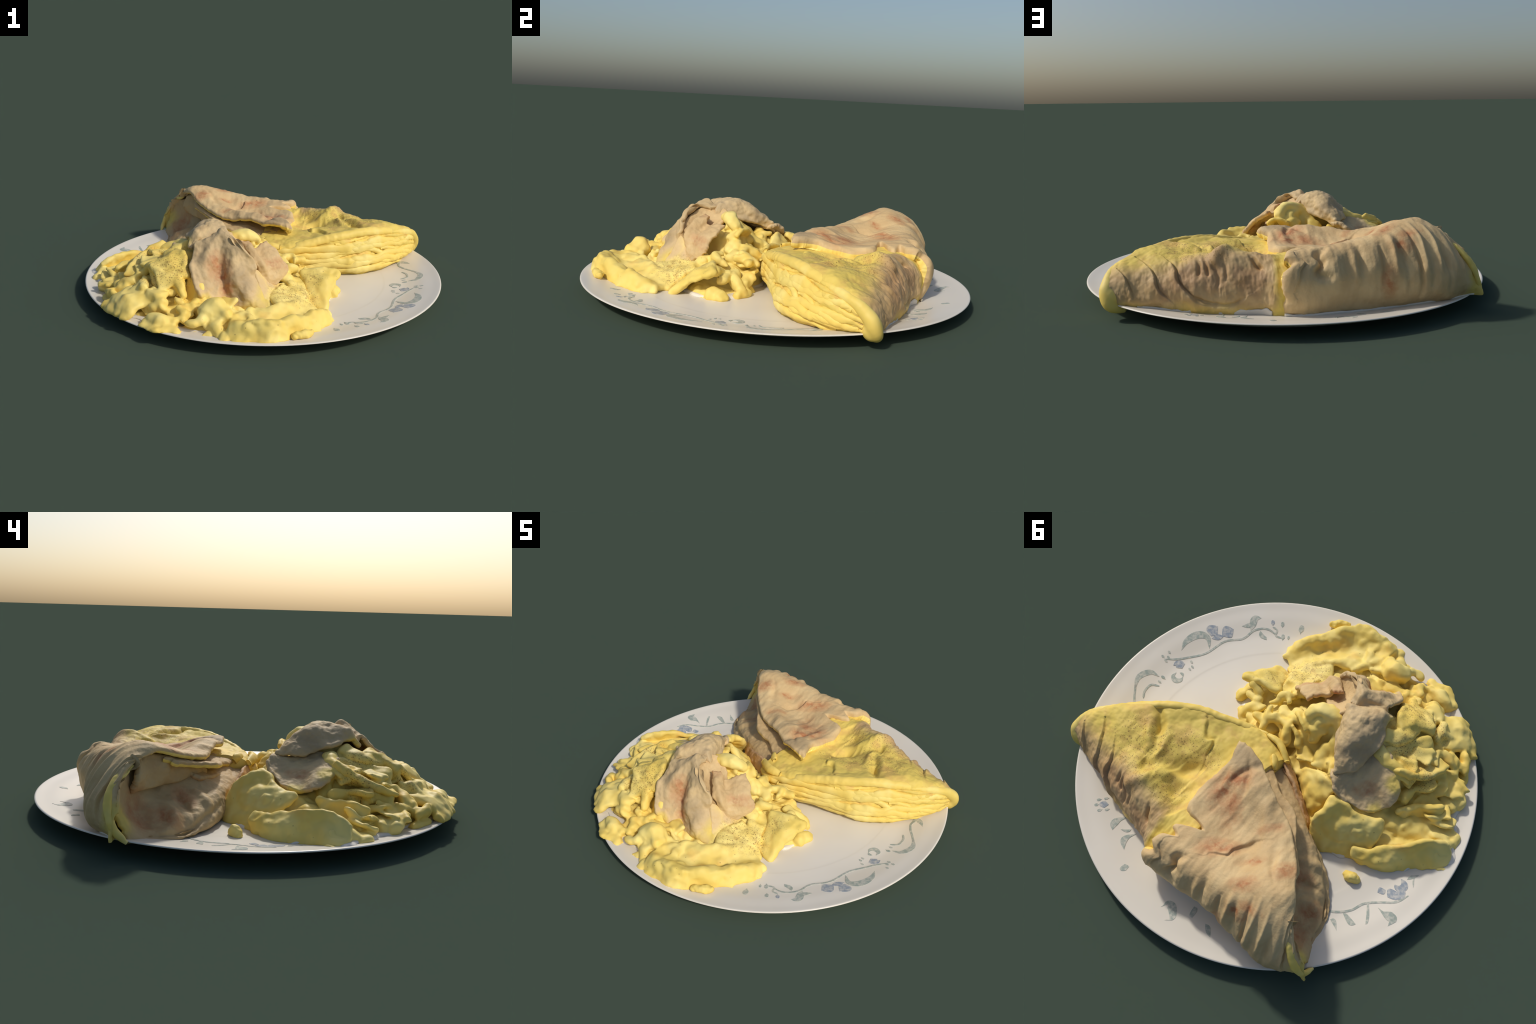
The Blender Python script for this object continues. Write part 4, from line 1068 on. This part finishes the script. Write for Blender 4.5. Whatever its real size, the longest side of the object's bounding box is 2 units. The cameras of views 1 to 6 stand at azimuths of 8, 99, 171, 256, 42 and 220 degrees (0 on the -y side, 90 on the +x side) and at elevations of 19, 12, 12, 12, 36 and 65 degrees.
M_SCRAP_B = bread_material("scrap_bread", red=[((.113,-.385,.24),(.6,.5,-.2),.06,.028),((-.05,-.385,.34),(.3,.3,1),.05,.03),((.02,-.30,.325),(.6,.8,0),.05,.02)], yellow=[(.13,-.33,.2,.04)])
simple_sheet("inner_face", [[(-.195,-.395,.395),(-.165,-.42,.402),(-.105,-.462,.375),(-.03,-.508,.325),(.04,-.512,.26)],
                            [(-.165,-.355,.40),(-.135,-.372,.375),(-.085,-.42,.322),(-.02,-.468,.27),(.035,-.495,.23)],
                            [(-.145,-.31,.385),(-.108,-.328,.352),(-.06,-.37,.30),(.005,-.425,.25),(.05,-.46,.20)],
                            [(-.125,-.28,.36),(-.078,-.295,.345),(-.025,-.335,.31),(.035,-.385,.25),(.075,-.435,.19)]],
             .022, [M_SCRAP_B, M_SCRAP_B], sa, 90, 110, .015, (.008, 12), seed=4.2, up=(.6, .3, 1))
simple_sheet("side_face", [[(-.068,-.395,.362),(-.03,-.378,.362),(.0,-.36,.322),(.028,-.308,.338),(.048,-.265,.335)],
                           [(-.035,-.45,.345),(.015,-.425,.328),(.052,-.405,.288),(.088,-.355,.296),(.108,-.29,.292)],
                           [(.012,-.485,.30),(.06,-.46,.275),(.096,-.422,.242),(.133,-.385,.245),(.158,-.322,.246)],
                           [(.038,-.488,.24),(.08,-.472,.222),(.112,-.438,.185),(.152,-.40,.192),(.18,-.332,.215)],
                           [(.068,-.478,.165),(.094,-.46,.15),(.118,-.428,.132),(.15,-.402,.15),(.176,-.355,.172)]],
             .024, [M_SCRAP_B, M_SCRAP_B], sa, 110, 110, .05, (.012, 11), curl=.032, seed=6.1, up=(1, -.6, .6),
             marks=[("ridge", [(-.05,-.41,.355),(.0,-.44,.33),(.05,-.47,.28),(.08,-.47,.22)], .012, .022), ("crease", [(.0,-.37,.32),(.05,-.41,.285)], .010, .02)])
M_SKIRT = egg_material("egg_soaked_bread", tint=(srgb(214,186,136), [(.0,-.52,.28,.13), (.05,-.55,.2,.10), (.08,-.45,.17,.08)]))
simple_sheet("soaked_skirt", [[(.02,-.515,.275),(.055,-.475,.225),(.10,-.43,.155),(.18,-.36,.145)], [(.055,-.55,.185),(.10,-.51,.15),(.16,-.45,.125),(.24,-.37,.122)], [(.085,-.585,.12),(.15,-.55,.11),(.22,-.49,.10),(.30,-.42,.085)], [(.115,-.62,.07),(.19,-.60,.075),(.27,-.53,.055),(.335,-.45,.045)]],
             .026, [M_SKIRT, M_SKIRT], sa, 100, 110, .02, (.013, 10), seed=7.7, up=(.5, -.5, 1))
M_SCRAP_C = bread_material("scrap_bread", grey=[(-.32,-.20,.33,.09),(-.26,-.15,.36,.06),(-.36,-.24,.31,.06),(-.30,-.40,.38,.03)], red=[((-.44,-.14,.215),(.6,.6,0),.06,.03)], yellow=[(-.54,-.10,.18,.06),(-.53,-.24,.25,.06),(-.34,-.42,.34,.05)], base=srgb(194,170,130))
sc = scrap("flatbread_scrap", "curled tan strip of flatbread folded over itself")
simple_sheet("folded_flap", [[(-.115,-.36,.33),(-.125,-.372,.372),(-.20,-.405,.372),(-.27,-.45,.362),(-.318,-.462,.325)],
                             [(-.12,-.335,.335),(-.135,-.355,.395),(-.205,-.385,.405),(-.275,-.432,.395),(-.325,-.45,.345)],
                             [(-.135,-.305,.335),(-.155,-.332,.408),(-.222,-.358,.426),(-.282,-.405,.415),(-.333,-.43,.36)],
                             [(-.16,-.262,.335),(-.165,-.28,.410),(-.222,-.30,.436),(-.285,-.345,.428),(-.352,-.38,.36)],
                             [(-.20,-.20,.32),(-.198,-.22,.395),(-.255,-.235,.418),(-.315,-.27,.398),(-.372,-.33,.345)],
                             [(-.245,-.14,.29),(-.235,-.155,.36),(-.285,-.17,.378),(-.33,-.205,.36),(-.38,-.275,.335)],
                             [(-.285,-.085,.262),(-.268,-.095,.328),(-.31,-.11,.338),(-.35,-.15,.328),(-.378,-.22,.315)],
                             [(-.32,-.05,.24),(-.30,-.055,.295),(-.33,-.08,.30),(-.357,-.12,.302),(-.372,-.17,.295)]],
             .024, [M_SCRAP_C, M_SCRAP_C], sc, 150, 110, .022, (.018, 10), curl=.034, seed=9.3)
LOBE = np.array([[(-.255,-.08,.29),(-.285,-.12,.295),(-.315,-.19,.30),(-.335,-.27,.31),(-.355,-.34,.315)],
                 [(-.30,-.05,.30),(-.33,-.085,.285),(-.365,-.165,.28),(-.38,-.26,.292),(-.40,-.34,.305)],
                 [(-.335,-.02,.285),(-.365,-.075,.25),(-.405,-.15,.252),(-.45,-.24,.282),(-.475,-.295,.29)],
                 [(-.37,-.016,.262),(-.405,-.065,.228),(-.445,-.13,.23),(-.49,-.21,.258),(-.54,-.262,.26)],
                 [(-.42,-.026,.228),(-.455,-.065,.208),(-.495,-.12,.212),(-.545,-.175,.228),(-.58,-.225,.234)],
                 [(-.475,-.04,.196),(-.51,-.07,.188),(-.548,-.095,.186),(-.572,-.145,.192),(-.588,-.19,.207)]])
simple_sheet("lower_lobe", LOBE, .024, [M_SCRAP_C, M_SCRAP_C], sc, 120, 110, .018, (.015, 10), curl=.034, seed=12.9)

# ------------------------------------------------------------------ faded vine border on the plate
INK_GREEN = ink_material("sage_ink", srgb(158, 168, 158))
INK_BLUE = ink_material("slate_ink", srgb(146, 156, 166))
def on_plate(deg, r, lift):
    a = np.radians(deg)
    return np.stack([r * np.cos(a), r * np.sin(a), plate_top(r) + lift], -1)

def inked(name, left, right, mat):
    """thin raised print between two border lines given as (degrees, radius)"""
    L, R = np.asarray(left), np.asarray(right)
    n = len(L)
    top = np.concatenate([on_plate(L[:, 0], L[:, 1], .0012), on_plate(R[:, 0], R[:, 1], .0012)])
    low = np.concatenate([on_plate(L[:, 0], L[:, 1], -.002), on_plate(R[:, 0], R[:, 1], -.002)])
    f = []
    for i in range(n - 1):
        f.append([i, i + 1, n + i + 1, n + i])
        f.append([2 * n + i, 3 * n + i, 3 * n + i + 1, 2 * n + i + 1])
        f.append([i, 2 * n + i, 2 * n + i + 1, i + 1])
        f.append([n + i, n + i + 1, 3 * n + i + 1, 3 * n + i])
    f.append([0, n, 3 * n, 2 * n]); f.append([n - 1, 3 * n - 1, 4 * n - 1, 2 * n - 1])
    me = mesh_object(name, np.concatenate([top, low]), f, mat, PLATE, smooth=False)
    bm = bmesh.new(); bm.from_mesh(me.data); bmesh.ops.recalc_face_normals(bm, faces=bm.faces); bm.to_mesh(me.data); bm.free()
    return me

def vine(name, pts, width, mat=None, taper=True):
    p = spline_line([(d, r, 0) for d, r in pts], 12 * len(pts))[:, :2]
    m = np.stack([np.radians(p[:, 0]) * p[:, 1], p[:, 1]], -1)
    t = np.gradient(m, axis=0); t /= np.linalg.norm(t, axis=1, keepdims=True) + 1e-9
    s = np.linspace(0, 1, len(p))
    w = 1.45 * width * (np.clip(np.sin(np.pi * s), .06, 1) if taper else np.interp(s, [0, .1, .9, 1], [.5, 1, 1, .4]))
    q = np.stack([-t[:, 1], t[:, 0]], -1) * w[:, None] / 2
    a, b = m + q, m - q
    conv = lambda k: np.stack([np.degrees(k[:, 0] / p[:, 1]), k[:, 1]], -1)
    inked(name, conv(a), conv(b), mat or INK_GREEN)

def vine_stem(pts): vine("vine_stem", pts, .0075, None, False)
def leaf(pts, w): vine("vine_leaf", pts, w)
def petal(pts, w): vine("flower_petal", pts, w, INK_BLUE)
def berry(d, r, s=.018, mat=None): vine("berry_dot", [(d - s * 32, r), (d, r + s * .1), (d + s * 32, r)], s * 1.2, mat or INK_GREEN)

# large spray on the bare side
vine_stem([(-49, .79), (-45, .838), (-40, .838), (-35, .80), (-28, .81), (-19, .785), (-10, .825), (-5, .875)])
leaf([(-12, .865), (-15.4, .895), (-20, .898), (-22.5, .86), (-21.3, .80)], .030)
petal([(-32.5, .865), (-30.3, .858), (-27.8, .845)], .050); petal([(-27.5, .905), (-25.2, .89), (-24, .865)], .050); petal([(-28.2, .84), (-26.2, .845), (-23.8, .85)], .022)
leaf([(-43, .905), (-41, .905), (-39.5, .87), (-38.6, .84)], .030); leaf([(-41, .885), (-38.5, .87), (-35.8, .872)], .018)
leaf([(-44.2, .775), (-42.8, .80), (-42.2, .83)], .024)
vine_stem([(-47, .85), (-48.5, .83), (-48, .80), (-50, .785)])
berry(-47, .87, .02, INK_BLUE); berry(-50.5, .86, .02); berry(-57.5, .84, .03); berry(-50.8, .785, .022); berry(-53, .785, .014)
petal([(-9.8, .79), (-8.2, .80), (-6.2, .80)], .034); petal([(-9.6, .80), (-7.8, .815), (-6, .82)], .020)
for d, r in [(-9.9, .745), (-11.4, .748), (-12.4, .775), (-5.0, .86), (-5.3, .89), (-6.6, .868), (-8.0, .888)]:
    berry(d, r, .013)
leaf([(-5.6, .735), (-3.8, .728), (-2.3, .745), (-2.8, .772), (-4.8, .778)], .020); leaf([(-5.8, .765), (-6.2, .75), (-5.6, .735)], .010)
berry(.2, .80, .017); berry(2.5, .797, .013)
leaf([(1.0, .822), (2.0, .872), (6.1, .897), (10.6, .868)], .022); vine_stem([(8, .89), (11, .865), (15, .833), (18.5, .82), (21.2, .833)]); leaf([(18.6, .822), (21.6, .838), (20.5, .865), (18, .885)], .020)
vine_stem([(3.9, .785), (5.6, .822), (9, .825), (11.5, .808)])
# spray on the far side
vine_stem([(149, .745), (151.6, .772), (157, .796), (162, .798), (166.5, .833), (170.3, .878), (174.6, .896)])
leaf([(163.4, .81), (161.4, .845), (158.8, .885)], .050); leaf([(154.2, .795), (154.8, .83), (156.2, .865)], .034); leaf([(165.0, .85), (165.2, .90), (167, .93), (164, .945)], .036)
leaf([(149.5, .80), (150.5, .83), (150.0, .86)], .03)
petal([(169.6, .835), (171.5, .842), (173.2, .855)], .045); petal([(173.8, .845), (175.4, .842), (177, .83)], .045); petal([(168.2, .79), (169.6, .796), (170.8, .805)], .026); petal([(171, .87), (173, .868), (175.5, .866)], .03)
leaf([(177.5, .885), (179.0, .87), (181.2, .855)], .014); leaf([(178.4, .84), (180, .85), (181.8, .87)], .012)
# worn spray behind the bread
petal([(53.6, .86), (54.8, .868), (56, .87)], .03); [berry(d, r, .014) for d, r in [(52.8, .85), (53, .885), (56.6, .89), (56.8, .855), (54.6, .90)]]
leaf([(64.2, .858), (62.6, .845), (61.2, .82), (61.2, .77)], .026); leaf([(72, .845), (69.4, .83), (68.2, .805), (68.6, .76)], .024); leaf([(65, .82), (66, .80), (66.2, .775)], .018)
leaf([(94.6, .885), (95.6, .855), (97.5, .86), (99.6, .90), (98, .925)], .030); leaf([(103, .80), (103.8, .825), (104.4, .85)], .03); leaf([(76.6, .875), (77.6, .887), (78.6, .89)], .03); leaf([(109, .85), (110.5, .87), (112, .90)], .02)
